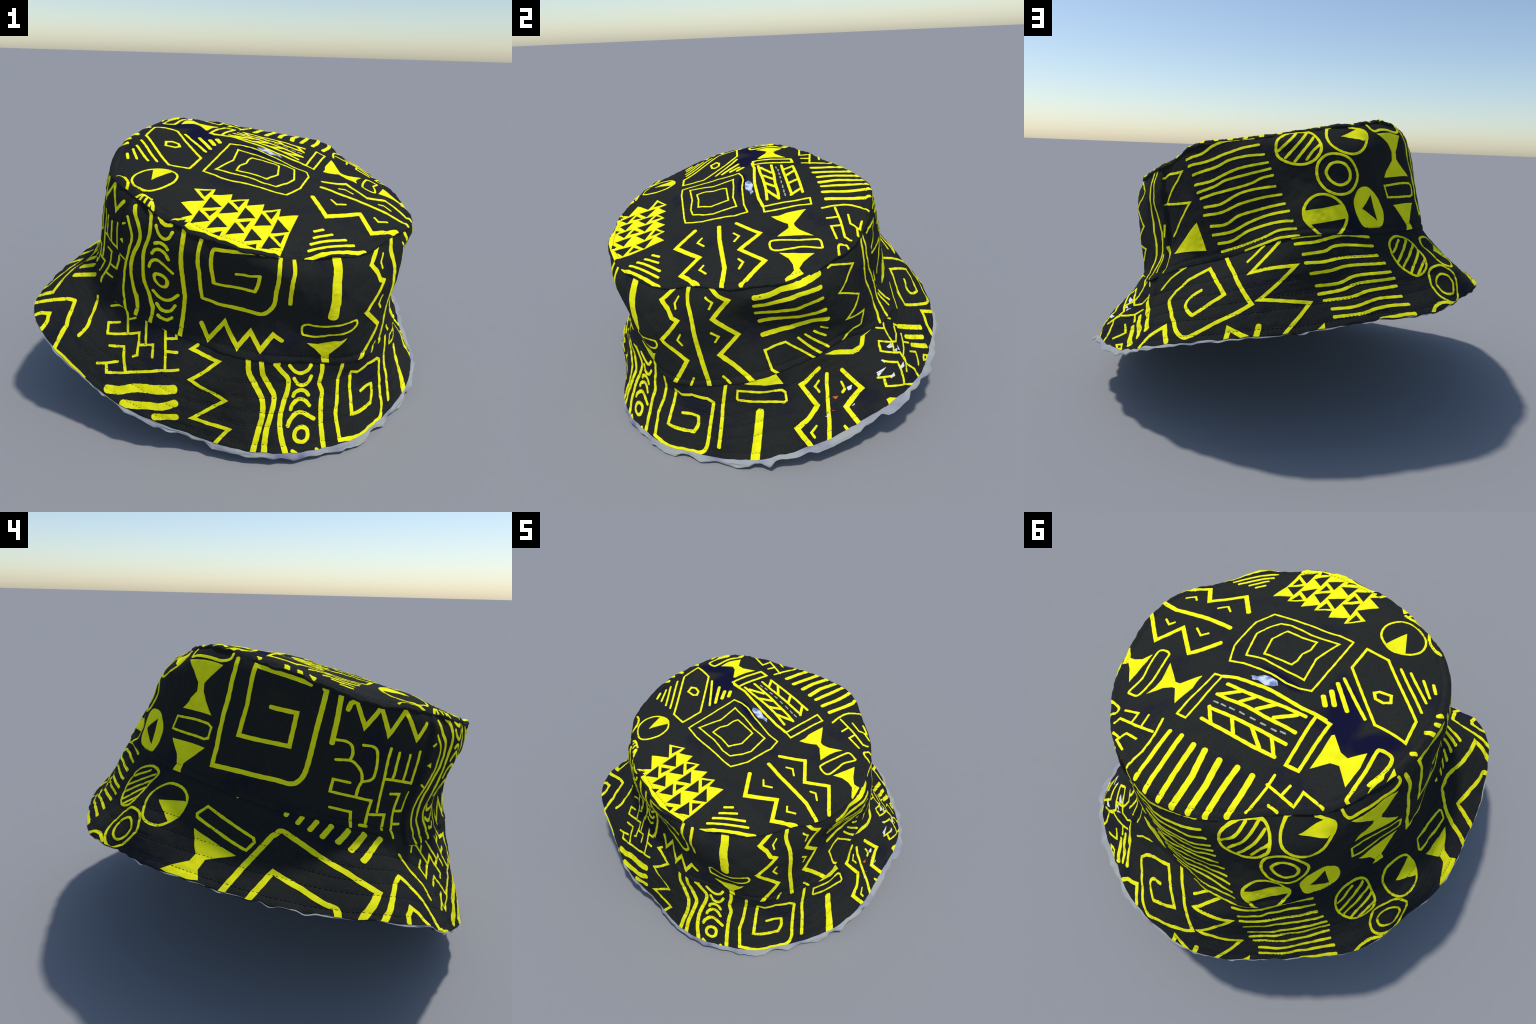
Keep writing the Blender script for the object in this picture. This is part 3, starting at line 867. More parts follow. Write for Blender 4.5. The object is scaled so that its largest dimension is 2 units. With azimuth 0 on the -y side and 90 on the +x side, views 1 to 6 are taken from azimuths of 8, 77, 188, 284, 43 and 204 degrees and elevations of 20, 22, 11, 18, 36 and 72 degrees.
motif('front_spiral', 'wall', 'yellow', [
    curve(0.018, (-104.4, -0.004), (-104.2, 0.116), (-103.4, 0.256), (-102.4, 0.444), (-101, 0.616)),
    line(0.018, (-101, 0.616), (-94.7, 0.618), (-87.5, 0.602), (-81.4, 0.589)),
    curve(0.018, (-81.4, 0.589), (-79.7, 0.577), (-78, 0.522), (-77.3, 0.441), (-78, 0.288), (-78.3, 0.198), (-79.1, 0.064), (-79.3, 0.003)),
    line(0.017, (-79.3, 0.003), (-81.3, -0.011), (-86.5, 0.006), (-93.9, 0.032), (-98.6, 0.05)),
    curve(0.018, (-98.6, 0.05), (-99.8, 0.071), (-99.7, 0.156), (-98.9, 0.284), (-97.8, 0.404)),
    line(0.016, (-97.8, 0.404), (-95.6, 0.405), (-89.3, 0.39), (-84, 0.383)),
    curve(0.016, (-84, 0.383), (-83.7, 0.305), (-84, 0.192)),
    line(0.014, (-84, 0.192), (-86.6, 0.219), (-91.2, 0.238)),
])
motif('side_stroke', 'wall', 'yellow', [
    curve(0.017, (-75, 0.004), (-74.4, 0.076), (-74.3, 0.188), (-73, 0.396)),
])
motif('thick_bar', 'wall', 'yellow', [
    curve(0.046, (-60.6, 0.004), (-60.2, 0.079), (-60.3, 0.185), (-59.4, 0.356), (-59.6, 0.332), (-59.3, 0.472)),
])
motif('long_handle', 'wall', 'yellow', [
    loop(0.01, (-66.8, 0.629), (-65.5, 0.6), (-63.3, 0.6), (-60.8, 0.585), (-57.7, 0.558), (-54.5, 0.545), (-50.7, 0.535), (-49.7, 0.564), (-50, 0.6), (-51.3, 0.636), (-54.1, 0.659), (-57.9, 0.675), (-59.6, 0.696), (-62.5, 0.717), (-64.9, 0.713), (-66.2, 0.701)),
])
motif('wall_funnel', 'wall', 'yellow', [
    solid((-64, 0.789), (-60.6, 0.787), (-58.5, 0.765), (-55.5, 0.745), (-53.6, 0.743), (-51.9, 0.716), (-53.7, 0.805), (-55.9, 0.894), (-55.2, 0.983), (-57.4, 0.985), (-58.2, 0.911), (-60.9, 0.842)),
])
motif('front_zigzag', 'wall', 'yellow', [
    line(0.021, (-98.9, 0.835), (-94.7, 0.941), (-90.9, 0.757), (-84.9, 0.931), (-82, 0.775), (-78, 0.911), (-75.2, 0.745), (-72.2, 0.788)),
])
motif('tall_zigzag_one', 'wall', 'yellow', [
    line(0.021, (-39.8, -0.014), (-46, 0.083), (-43.1, 0.166), (-41.6, 0.245), (-39.5, 0.28), (-46.8, 0.485), (-38.3, 0.707), (-44.7, 1.005)),
    line(0.01, (-38.9, 0.078), (-40.5, 0.126), (-40, 0.174)),
    line(0.01, (-39, 0.416), (-40.5, 0.477), (-38.9, 0.535)),
    line(0.011, (-37.1, 0.907), (-38.6, 0.996)),
])
motif('tall_bar', 'wall', 'yellow', [
    curve(0.022, (-34, -0.007), (-34.9, 0.098), (-33.6, 0.266), (-33.5, 0.588), (-32.8, 0.814), (-32.2, 1.012)),
])
motif('tall_zigzag_two', 'wall', 'yellow', [
    line(0.022, (-25.7, -0.006), (-22.9, 0.068), (-19.9, 0.109), (-22.9, 0.193), (-26.5, 0.284), (-19.5, 0.539), (-26.8, 0.683), (-16.9, 1.012)),
    line(0.011, (-27.6, 0.082), (-25.5, 0.128), (-26.9, 0.182)),
    line(0.011, (-28, 0.427), (-25.9, 0.488), (-27.4, 0.537)),
    line(0.012, (-27, 0.91), (-24.8, 0.989)),
])
motif('thick_stripes', 'wall', 'yellow', [
    curve(0.031, (-10.6, 0.089), (-5.2, 0.086), (1, 0.054), (8.3, 0.027), (15.3, 0.032)),
    curve(0.025, (-11.4, 0.2), (-4.6, 0.189), (1.4, 0.165), (6.7, 0.112), (13.7, 0.146)),
    curve(0.024, (-11.5, 0.321), (-5.1, 0.33), (3, 0.306), (7.4, 0.263), (13.3, 0.273)),
    curve(0.026, (-11, 0.458), (-6.6, 0.447), (-0.8, 0.442), (8.3, 0.443), (14, 0.452)),
    curve(0.03, (-11, 0.623), (-4.1, 0.6), (3.5, 0.571), (9.2, 0.558), (14.8, 0.609)),
])
motif('broken_hexagon', 'wall', 'yellow', [
    line(0.012, (-8, 1.012), (-10.3, 0.958), (-11.3, 0.768), (-2.9, 0.738), (2.1, 0.866), (7.7, 1.04)),
    line(0.014, (2.4, 0.728), (6.7, 0.898), (11.6, 1.075)),
    line(0.013, (5.4, 0.711), (13.1, 0.983)),
    line(0.013, (9, 0.71), (13.3, 0.845)),
    line(0.011, (12, 0.693), (14.7, 0.761)),
])
motif('wall_lightning', 'wall', 'yellow', [
    line(0.011, (19.7, 0.04), (21.6, 0.034), (32.5, 0.146), (20.8, 0.341), (31.3, 0.504), (22.4, 0.724), (32.3, 0.734), (28.8, 0.875), (24.9, 0.894), (19.2, 1.008)),
])
motif('twin_ribbons', 'wall', 'yellow', [
    curve(0.015, (43.5, -0.02), (40.6, 0.13), (39.3, 0.3), (39.5, 0.5), (41.4, 0.7), (40.6, 0.86), (38.4, 0.985)),
    curve(0.012, (45.6, -0.02), (43.2, 0.18), (43, 0.34), (45, 0.5), (46.2, 0.65), (45.6, 0.8), (43.2, 0.985)),
    line(0.01, (48.9, 0.74), (50.2, 0.86), (51, 0.975)),
    line(0.014, (48.3, 0.54), (47.7, 0.64)),
    line(0.009, (47.2, 0.8), (47.6, 0.95)),
])
motif('back_lightning', 'wall', 'yellow', [
    line(0.012, (49.2, 0.109), (53.6, 0.101), (61.7, 0.152), (49.7, 0.353), (64.7, 0.459), (53.2, 0.674)),
])
motif('solid_triangle', 'wall', 'yellow', [
    solid((67, 0.65), (69.7, 0.905), (54.2, 0.839)),
])
motif('wave_lines', 'wall', 'yellow', [
    curve(0.013, (64.8, 0.076), (72.4, 0.082), (77.7, 0.03), (82.4, -0.002), (86.9, -0.008), (92.7, -0.002)),
    curve(0.013, (65.8, 0.145), (74.7, 0.16), (82.2, 0.116), (88.2, 0.085), (93.8, 0.079)),
    curve(0.013, (67.3, 0.236), (76.9, 0.229), (83.3, 0.178), (89.1, 0.168), (95, 0.182)),
    curve(0.013, (67.9, 0.33), (75.3, 0.336), (82.3, 0.287), (87.3, 0.265), (95.8, 0.266)),
    curve(0.013, (68.6, 0.402), (76, 0.388), (81.1, 0.349), (87.8, 0.336), (96.3, 0.33)),
    curve(0.013, (69.7, 0.46), (79.6, 0.442), (89, 0.424), (92.9, 0.398), (96.7, 0.397)),
    curve(0.013, (71, 0.541), (77.6, 0.547), (83.8, 0.496), (89.1, 0.482), (96.9, 0.502)),
    curve(0.013, (70.5, 0.608), (77.7, 0.617), (84.2, 0.582), (90.7, 0.574), (98.4, 0.589)),
    curve(0.014, (72.7, 0.712), (78.4, 0.723), (83.7, 0.679), (90.1, 0.673), (98.9, 0.681)),
    curve(0.014, (73, 0.788), (80.7, 0.796), (86.7, 0.761), (92.7, 0.747), (99.7, 0.757)),
    curve(0.014, (74.9, 0.869), (80.3, 0.874), (85.9, 0.834), (92.7, 0.829), (97.7, 0.841), (100.1, 0.854)),
    curve(0.013, (75.6, 0.941), (84.1, 0.94), (91, 0.934), (95, 0.914), (97.6, 0.916), (100.7, 0.929)),
    curve(0.012, (84.5, 0.993), (90.7, 0.989), (95.4, 0.981), (97.2, 0.986), (101.1, 0.995)),
])
motif('striped_circle', 'wall', 'yellow', [
    loop(0.014, (114.7, 0.196), (115.2, 0.105), (113.9, 0.027), (110.2, 0.002), (105.5, 0), (101.1, 0.05), (99.5, 0.123), (99.5, 0.223), (102.4, 0.299), (106.7, 0.338), (110.7, 0.319), (113.5, 0.259)),
    curve(0.014, (108.2, 0.011), (104.8, 0.086), (99.8, 0.175)),
    curve(0.014, (112.5, 0.02), (107, 0.14), (101.8, 0.254)),
    curve(0.014, (114, 0.083), (109.2, 0.191), (104.7, 0.302)),
    curve(0.013, (114.6, 0.175), (111.5, 0.226), (108.7, 0.3)),
])
motif('wall_wedge_circle', 'wall', 'yellow', [
    curve(0.013, (123.3, -0.006), (121.1, 0.013), (118.8, 0.094), (118.3, 0.186), (120.5, 0.26), (124, 0.295), (127.7, 0.278), (131.1, 0.212), (134, 0.136), (134.7, 0.068), (131.6, 0.027), (130, 0.014)),
    solid((123.8, 0.113), (133.2, 0.031), (134.8, 0.057), (133.8, 0.143), (131.6, 0.17), (129.8, 0.154)),
])
motif('ring_pair', 'wall', 'yellow', [
    loop(0.013, (111.1, 0.415), (112.4, 0.337), (115.2, 0.284), (118.5, 0.28), (122, 0.319), (124.1, 0.395), (124.6, 0.483), (122.5, 0.581), (119.4, 0.639), (116, 0.645), (112.7, 0.597), (111, 0.504)),
    loop(0.014, (114.1, 0.426), (116, 0.37), (118.6, 0.359), (120.8, 0.391), (121.7, 0.459), (120.9, 0.525), (118.8, 0.56), (116.7, 0.561), (114.9, 0.522), (114.1, 0.473)),
])
motif('banded_circle', 'wall', 'yellow', [
    loop(0.013, (104, 0.767), (105.9, 0.69), (108.7, 0.642), (111.8, 0.636), (114.9, 0.676), (116.9, 0.75), (117.6, 0.828), (116.6, 0.904), (114.4, 0.971), (111.4, 1.023), (107.5, 1.011), (105.2, 0.934), (103.7, 0.86)),
    solid((104.1, 0.78), (109.7, 0.763), (115.9, 0.733), (117.5, 0.784), (117.3, 0.856), (109.4, 0.892), (105, 0.91), (103.7, 0.849)),
])
motif('oval_with_notch', 'wall', 'yellow', [
    blob((126.7, 0.584), (129.8, 0.603), (133.1, 0.694), (134.2, 0.797), (133.6, 0.876), (131.6, 0.941), (128.6, 0.951), (123.7, 0.942), (121.7, 0.885), (121, 0.787), (121.2, 0.701), (123.5, 0.614)),
    hole((129.3, 0.653), (130, 0.894), (123.8, 0.778)),
])
motif('wall_hourglass', 'wall', 'yellow', [
    solid((139.4, 0.112), (155.8, 0.118), (152.4, 0.215), (149.8, 0.289), (150, 0.351), (152.4, 0.418), (156.5, 0.505), (149, 0.511), (140.7, 0.506), (144.2, 0.415), (146.9, 0.36), (146.9, 0.292), (144.2, 0.209)),
])
motif('wall_capsule', 'wall', 'yellow', [
    outline(0.011, (139.3, 0.58), (156.2, 0.571), (157.8, 0.589), (157.6, 0.675), (155.8, 0.694), (147.3, 0.697), (139.2, 0.688)),
])
motif('wall_funnel_two', 'wall', 'yellow', [
    solid((141.2, 0.762), (156.9, 0.756), (153.8, 0.836), (150, 0.93), (150.4, 1.004), (146.2, 1.004), (147.3, 0.951), (145.5, 0.874)),
])
motif('great_spiral', 'wall', 'yellow', [
    line(0.021, (159.9, 0.03), (160.7, 0.127), (161, 0.474), (161.7, 0.854), (171.5, 0.812), (181.9, 0.788), (185.7, 0.79)),
    curve(0.021, (-174.3, 0.79), (-172.3, 0.768), (-170.8, 0.699), (-170.5, 0.582), (-170.9, 0.315), (-171.1, 0.03), (-171.7, 0.03)),
    line(0.019, (174.9, 0.282), (176.5, 0.28), (182.6, 0.263), (182.8, 0.361), (183, 0.515), (179.1, 0.525), (167.5, 0.562), (167.6, 0.32), (166.6, 0.03), (169.9, 0.03), (172.8, 0.03), (180.6, 0.03), (184.3, 0.03)),
])
motif('long_stroke', 'wall', 'yellow', [
    line(0.021, (-166.9, -0.01), (-166.5, 0.134), (-165.8, 0.393)),
])
motif('crown_zigzag', 'wall', 'yellow', [
    line(0.019, (-164.2, 0.11), (-163.8, 0.052), (-162.4, 0.02), (-158.5, 0.193), (-155, 0.01), (-151.2, 0.207), (-147.2, 0.006), (-141.1, 0.216), (-138, 0.087)),
])
motif('maze_lines', 'wall', 'yellow', [
    curve(0.012, (-165.3, 0.358), (-162.3, 0.345), (-160.5, 0.364), (-159.6, 0.424), (-159.8, 0.477)),
    curve(0.012, (-163.6, 0.506), (-159.8, 0.48), (-157.9, 0.497), (-155.9, 0.55), (-155.1, 0.618), (-155.5, 0.674), (-155.4, 0.752)),
    curve(0.012, (-157.5, 0.334), (-154.5, 0.328), (-152.9, 0.375), (-151.9, 0.535), (-152.6, 0.592), (-155.1, 0.621)),
    line(0.012, (-158, 0.651), (-162.7, 0.66), (-162.6, 0.762), (-155.2, 0.753), (-150.7, 0.754), (-150.8, 0.943)),
    line(0.012, (-161.6, 0.885), (-155.7, 0.879), (-154.7, 1.021)),
    line(0.012, (-149.3, 0.312), (-148.6, 0.561), (-147.8, 0.835)),
    line(0.012, (-146.1, 0.336), (-145.6, 0.558)),
    line(0.012, (-142.2, 0.342), (-141.7, 0.553)),
    line(0.012, (-138.5, 0.303), (-137.8, 0.554), (-148.6, 0.563)),
    line(0.012, (-150.6, 0.868), (-145, 0.844), (-145.5, 0.958)),
    line(0.012, (-144.7, 0.673), (-141.3, 0.659), (-141.8, 0.865), (-142.1, 0.947), (-141.2, 0.994)),
    line(0.011, (-136.9, 0.624), (-137.7, 0.78), (-141, 0.795)),
    line(0.011, (-138.1, 0.881), (-141.7, 0.897)),
    line(0.012, (-152.5, 0.966), (-150.5, 0.959)),
])
motif('crown_scraps', 'wall', 'yellow', [
    solid((-134.6, 0.392), (-133.1, 0.362), (-132.6, 0.402)),
    line(0.01, (-134.2, 0.238), (-133.1, 0.215)),
    line(0.01, (-134, 0.544), (-132, 0.555)),
    curve(0.013, (137.9, 0.01), (138.3, 0.058), (139.5, 0.085), (142.6, 0.078), (147.8, 0.088), (153.2, 0.095), (156.2, 0.075), (157.5, 0.046), (157.4, 0.011)),
])
motif('left_chevron', 'brim', 'yellow', [
    line(0.02, (-150.7, 1.005), (-147.1, 0.73), (-144.6, 0.575)),
    curve(0.02, (-144.6, 0.575), (-143.1, 0.526), (-141.7, 0.534), (-137.2, 0.72)),
    line(0.02, (-137.2, 0.72), (-134.5, 0.993)),
    line(0.018, (-145.5, 0.987), (-145, 0.918), (-143.3, 0.836), (-141.7, 0.884), (-140.2, 0.996)),
])
motif('great_chevron', 'brim', 'yellow', [
    line(0.025, (178.3, 1.021), (180.8, 0.734), (185.4, 0.315)),
    curve(0.025, (-174.6, 0.315), (-173.8, 0.286), (-172.9, 0.239), (-171.4, 0.249)),
    line(0.025, (-171.4, 0.249), (-162.8, 0.42), (-156.7, 0.53), (-150.4, 0.711), (-154.4, 1.005)),
    line(0.023, (-175.9, 1.022), (-173, 0.765), (-172.1, 0.704), (-171.3, 0.719), (-165.6, 0.793), (-160.7, 0.895)),
    curve(0.023, (-160.7, 0.895), (-159.2, 0.913), (-158.7, 0.938), (-158.6, 1.004)),
])
motif('hook_stroke', 'brim', 'yellow', [
    curve(0.016, (-138.8, 0.215), (-136.2, 0.36), (-134.5, 0.441), (-132.8, 0.521), (-132.4, 0.657)),
])
motif('rim_stripe', 'brim', 'yellow', [
    curve(0.016, (-134.8, 0.999), (-131.8, 0.986), (-128.7, 0.991), (-124.3, 1)),
])
motif('brim_bars', 'brim', 'yellow', [
    line(0.027, (-145.9, 0.05), (-152.5, 0.374)),
    line(0.026, (-150.9, 0.045), (-155.2, 0.276)),
    line(0.025, (-155.4, 0.045), (-158.2, 0.219)),
    line(0.024, (-160, 0.042), (-162, 0.204)),
    line(0.024, (-164, 0.032), (-165.4, 0.156)),
    line(0.023, (-168.1, 0.021), (-169, 0.102)),
    line(0.022, (-172.2, -0.002), (-172.6, 0.041)),
    line(0.016, (170.7, -0.034), (172.2, 0.006)),
    line(0.015, (-179, -0.045), (-177.6, -0.034)),
])
motif('brim_capsule', 'brim', 'yellow', [
    outline(0.013, (165.4, 0.237), (180.8, 0.404), (181.4, 0.448), (180.1, 0.557), (179.1, 0.552), (164.2, 0.383), (163.7, 0.349)),
])
motif('brim_hourglass', 'brim', 'yellow', [
    solid((165.1, 0.505), (178.2, 0.645), (174.3, 0.718), (171.8, 0.774), (171.4, 0.886), (172.7, 0.98), (170.2, 0.999), (166.2, 1.006), (163.2, 0.987), (165.4, 0.914), (168.6, 0.826), (169, 0.751)),
])
motif('brim_wedge_circle', 'brim', 'yellow', [
    loop(0.012, (148.8, 0.169), (151.1, 0.139), (154.8, 0.144), (157.4, 0.191), (158.8, 0.267), (159.4, 0.419), (158, 0.535), (155.8, 0.598), (152.4, 0.601), (149.3, 0.541), (147.3, 0.409), (146.8, 0.262)),
    solid((150.8, 0.348), (158.1, 0.275), (158.8, 0.281), (159.2, 0.376), (158.7, 0.459), (158, 0.534)),
])
motif('brim_ring_pair', 'brim', 'yellow', [
    loop(0.012, (143.6, 0.532), (147.8, 0.545), (150.5, 0.65), (150.9, 0.75), (148.1, 0.94), (145.2, 1.009), (141.9, 0.98), (139.3, 0.888), (138.8, 0.783), (139.6, 0.675), (141.2, 0.575)),
    loop(0.012, (144.9, 0.642), (147.9, 0.698), (148.3, 0.8), (146.1, 0.899), (143.2, 0.892), (141.4, 0.828), (141.7, 0.713)),
])
motif('brim_striped_circle', 'brim', 'yellow', [
    loop(0.012, (137.8, 0.063), (141.9, 0.114), (142.4, 0.249), (142.4, 0.39), (140.8, 0.513), (137.5, 0.576), (134.5, 0.564), (131.2, 0.431), (130.3, 0.286), (131.2, 0.161), (134.2, 0.087)),
    line(0.012, (137.2, 0.114), (131.1, 0.258)),
    line(0.012, (140.9, 0.129), (130.9, 0.383)),
    line(0.012, (142.3, 0.196), (132.2, 0.452)),
    line(0.012, (142.4, 0.285), (134, 0.534)),
    line(0.012, (142.3, 0.407), (136.3, 0.567)),
])
motif('rim_arc', 'brim', 'yellow', [
    curve(0.014, (132.4, 1.005), (134.7, 0.952), (138.1, 0.943), (140.9, 0.988)),
])
motif('brim_wave_lines', 'brim', 'yellow', [
    curve(0.012, (99.1, 0.009), (103.9, 0.01), (107.2, 0.007)),
    curve(0.014, (99.5, 0.082), (105.3, 0.082), (111.3, 0.031), (115.8, 0.006), (123.9, 0.039)),
    curve(0.014, (101.1, 0.207), (107.2, 0.194), (110.5, 0.142), (116, 0.13), (124.1, 0.153)),
    curve(0.014, (101.3, 0.302), (106.5, 0.311), (112.7, 0.278), (124.3, 0.271)),
    curve(0.014, (102.1, 0.422), (107.7, 0.414), (113.5, 0.375), (125.7, 0.371)),
    curve(0.014, (102.9, 0.559), (109.3, 0.562), (114.9, 0.496), (126.5, 0.48)),
    curve(0.014, (103.1, 0.65), (109.5, 0.64), (115, 0.584), (127, 0.56)),
    curve(0.014, (104.1, 0.726), (111.6, 0.728), (117.1, 0.678), (126.6, 0.651)),
    curve(0.013, (105.5, 0.822), (111.3, 0.837), (116.6, 0.793), (119.8, 0.774), (126.5, 0.774)),
    curve(0.014, (105.5, 0.905), (112.5, 0.92), (117, 0.887), (121.6, 0.867), (127.1, 0.872)),
    curve(0.015, (117.1, 1.006), (122.2, 0.983), (127.1, 0.978)),
])
motif('brim_lightning', 'brim', 'yellow', [
    line(0.015, (95.5, 0.016), (90.9, 0.152), (86.6, 0.288), (91, 0.287), (98.7, 0.313), (93.1, 0.483), (88.5, 0.614), (94.5, 0.666), (100.5, 0.722), (95.2, 0.922), (93.4, 1.007)),
    line(0.012, (90.9, 0.005), (85.5, 0.147)),
    solid((102.8, 0.944), (102.6, 1.001), (100.7, 1.005)),
])
motif('back_spiral', 'brim', 'yellow', [
    line(0.018, (76.8, -0.02), (80.9, 0.211), (83.8, 0.435), (86.6, 0.65), (83.6, 0.714), (77.5, 0.811), (72.2, 0.919)),
    curve(0.018, (72.2, 0.919), (70.1, 0.944), (67.9, 0.899), (64.1, 0.732), (59.7, 0.519), (58.3, 0.435)),
    line(0.018, (58.3, 0.435), (60.1, 0.326), (64.3, 0.206), (71.8, 0.106), (74.6, 0.22), (77.4, 0.365), (79.3, 0.486), (76, 0.553), (70.5, 0.687)),
    curve(0.017, (70.5, 0.687), (68.2, 0.626), (66.6, 0.543), (67.7, 0.453), (71.3, 0.382)),
])
motif('back_hook', 'brim', 'yellow', [
    line(0.013, (52.4, 0.229), (55.6, 0.103), (61.1, 0.009), (57.4, -0.015)),
])
motif('rim_hooks', 'brim', 'yellow', [
    line(0.02, (80.7, 1.017), (81.2, 0.888), (85.3, 1.008)),
    line(0.021, (88.1, 0.888), (87.3, 1.016)),
])
motif('right_chevron', 'brim', 'yellow', [
    line(0.021, (55.2, 0.991), (57.4, 0.871), (61.7, 0.787), (65, 0.982)),
])
motif('right_bars', 'brim', 'yellow', [
    line(0.029, (46, 0.352), (54.1, 0.768)),
    line(0.027, (45.4, 0.561), (51.2, 0.845)),
    line(0.027, (44.6, 0.708), (49.2, 0.944)),
    line(0.011, (46, 0.352), (44.9, 0.253), (42.5, 0.378), (39.1, 0.41), (36.8, 0.34)),
    line(0.011, (44.7, 0.468), (41.9, 0.541), (36.5, 0.59), (32.5, 0.774)),
    line(0.011, (42.1, 0.538), (44.1, 0.64)),
])
motif('brim_maze', 'brim', 'yellow', [
    line(0.012, (35.6, 0.022), (38.8, 0.113)),
    line(0.012, (40.7, -0.041), (38.8, 0.113), (37.5, 0.355), (34.5, 0.456)),
    line(0.012, (39.1, 0.41), (32.4, 0.221), (30, 0.353), (36.3, 0.533), (34.7, 0.682), (36.2, 0.862), (35.7, 0.993)),
    line(0.012, (28.4, 0.488), (32, 0.573), (28.9, 0.899), (23.9, 0.791), (24.6, 0.697)),
    line(0.012, (23.2, 0.655), (27.7, 0.694)),
    line(0.012, (28.9, 0.899), (31.8, 1.009)),
    line(0.011, (40.9, 0.685), (43.2, 0.796), (39.3, 0.911)),
    outline(0.01, (45, 0.939), (46.1, 0.987), (44.4, 1.006), (43.1, 0.964)),
    solid((21.8, 0.941), (23, 0.946), (24.7, 1.006), (21.5, 1.013)),
    line(0.013, (42.1, -0.045), (44.3, 0.1)),
])
motif('right_zigzag_one', 'brim', 'yellow', [
    line(0.024, (7.1, 0.22), (-1.5, 0.308), (1.6, 0.608), (-6.5, 0.759), (-3.8, 1.027)),
    line(0.012, (5.3, 0.374), (3.1, 0.407), (3.9, 0.485)),
    line(0.012, (-0.8, 0.797), (-2.9, 0.845), (-2.3, 0.926)),
])
motif('right_rod', 'brim', 'yellow', [
    line(0.022, (9, 0.342), (5, 0.671), (1.4, 1.013)),
])
motif('right_zigzag_two', 'brim', 'yellow', [
    line(0.023, (14.3, 0.375), (17.4, 0.697), (10.2, 0.795), (11.5, 1.017)),
    line(0.012, (12.4, 0.512), (12.5, 0.615), (11.2, 0.634)),
    line(0.014, (7.2, 0.957), (7.6, 1.006)),
])
motif('rim_bar', 'brim', 'yellow', [
    line(0.043, (-16.7, 0.48), (-18, 0.692), (-20, 1.018)),
])
motif('corner_frame', 'brim', 'yellow', [
    outline(0.012, (-22.8, 0.108), (-15.8, 0.212), (-8.4, 0.301), (-7.5, 0.334), (-7.7, 0.44), (-8.7, 0.45), (-16.4, 0.342), (-22.9, 0.258), (-23.4, 0.228)),
])
motif('brim_funnel', 'brim', 'yellow', [
    solid((-20.2, 0.03), (-16.9, 0.014), (-9.3, 0.018), (-7.5, 0.215), (-13.8, 0.13)),
    solid((10.8, 0.06), (14.7, 0.079), (21.6, 0.216), (24.7, 0.188), (26.9, 0.06), (33.2, 0.012), (28.9, 0.06), (25.9, 0.203), (23.3, 0.283), (20.6, 0.282)),
])
motif('brim_stroke', 'brim', 'yellow', [
    curve(0.019, (-26.6, -0.006), (-28.4, 0.311), (-28.9, 0.49), (-30.2, 0.849)),
])
motif('front_brim_spiral', 'brim', 'yellow', [
    line(0.018, (-50.5, -0.037), (-50.6, 0.191), (-51.4, 0.46), (-52.6, 0.652), (-52.1, 0.96), (-46, 0.993), (-40.8, 0.994)),
    curve(0.018, (-40.8, 0.994), (-35.8, 0.975), (-34, 0.878), (-33.2, 0.657), (-32.3, 0.44), (-31.5, 0.27)),
    line(0.018, (-31.5, 0.27), (-33.7, 0.209), (-39.1, 0.186), (-43.4, 0.259), (-46, 0.225), (-46.8, 0.464), (-47.5, 0.718), (-43.2, 0.747), (-38.5, 0.745)),
    curve(0.018, (-38.5, 0.745), (-37.2, 0.642), (-37.1, 0.514)),
    line(0.016, (-37.1, 0.514), (-39.4, 0.503), (-42.8, 0.519)),
])
motif('brim_wavy_column', 'brim', 'yellow', [
    curve(0.022, (-57, -0.008), (-56.8, 0.13), (-57.3, 0.272), (-56.4, 0.386), (-56.9, 0.53), (-57, 0.767), (-56.7, 1.006)),
    curve(0.017, (-67.8, 0.042), (-65.8, 0.118), (-63.7, 0.145), (-61.7, 0.104), (-60.5, 0.027)),
    curve(0.017, (-65.6, 0.209), (-64.3, 0.27), (-62.7, 0.285), (-61, 0.251), (-60, 0.169)),
    curve(0.019, (-65.4, 0.42), (-64.9, 0.368), (-63.4, 0.342), (-61.8, 0.354), (-60.6, 0.406)),
    curve(0.018, (-65.9, 0.569), (-65.4, 0.504), (-63.6, 0.452), (-61.7, 0.466), (-60.3, 0.523)),
    curve(0.019, (-66.5, 0.736), (-65.9, 0.671), (-64.1, 0.604), (-62.1, 0.602), (-59, 0.675)),
    loop(0.018, (-61, 0.829), (-61.5, 0.879), (-62.8, 0.895), (-64.3, 0.871), (-64.7, 0.818), (-64.1, 0.768), (-62.7, 0.752), (-61.3, 0.775)),
    line(0.015, (-65.3, 0.983), (-64.3, 1.007)),
    line(0.013, (-58.9, 0.988), (-58.5, 1.001)),
    curve(0.024, (-80.8, 0.016), (-79.8, 0.155), (-77.2, 0.303), (-74.4, 0.468), (-73.8, 0.646), (-74.4, 0.816), (-74.9, 1.003)),
    curve(0.024, (-76.9, 0.022), (-75.5, 0.18), (-72.6, 0.334), (-71, 0.441), (-71.6, 0.632), (-72.3, 0.811), (-72.2, 1.006)),
    curve(0.023, (-72.7, 0.025), (-70.1, 0.124), (-67.5, 0.218), (-67.2, 0.339), (-68.3, 0.519), (-68.8, 0.647), (-68.4, 0.81), (-66.9, 1.005)),
    line(0.012, (-71.8, -0.026), (-71.1, 0.04)),
])
motif('front_lightning', 'brim', 'yellow', [
    line(0.016, (-97.4, 0.021), (-98.9, 0.08), (-89.4, 0.107), (-96, 0.376), (-89, 0.44), (-84.6, 0.509), (-92.3, 0.803), (-81.8, 0.83), (-84.5, 1.002)),
])
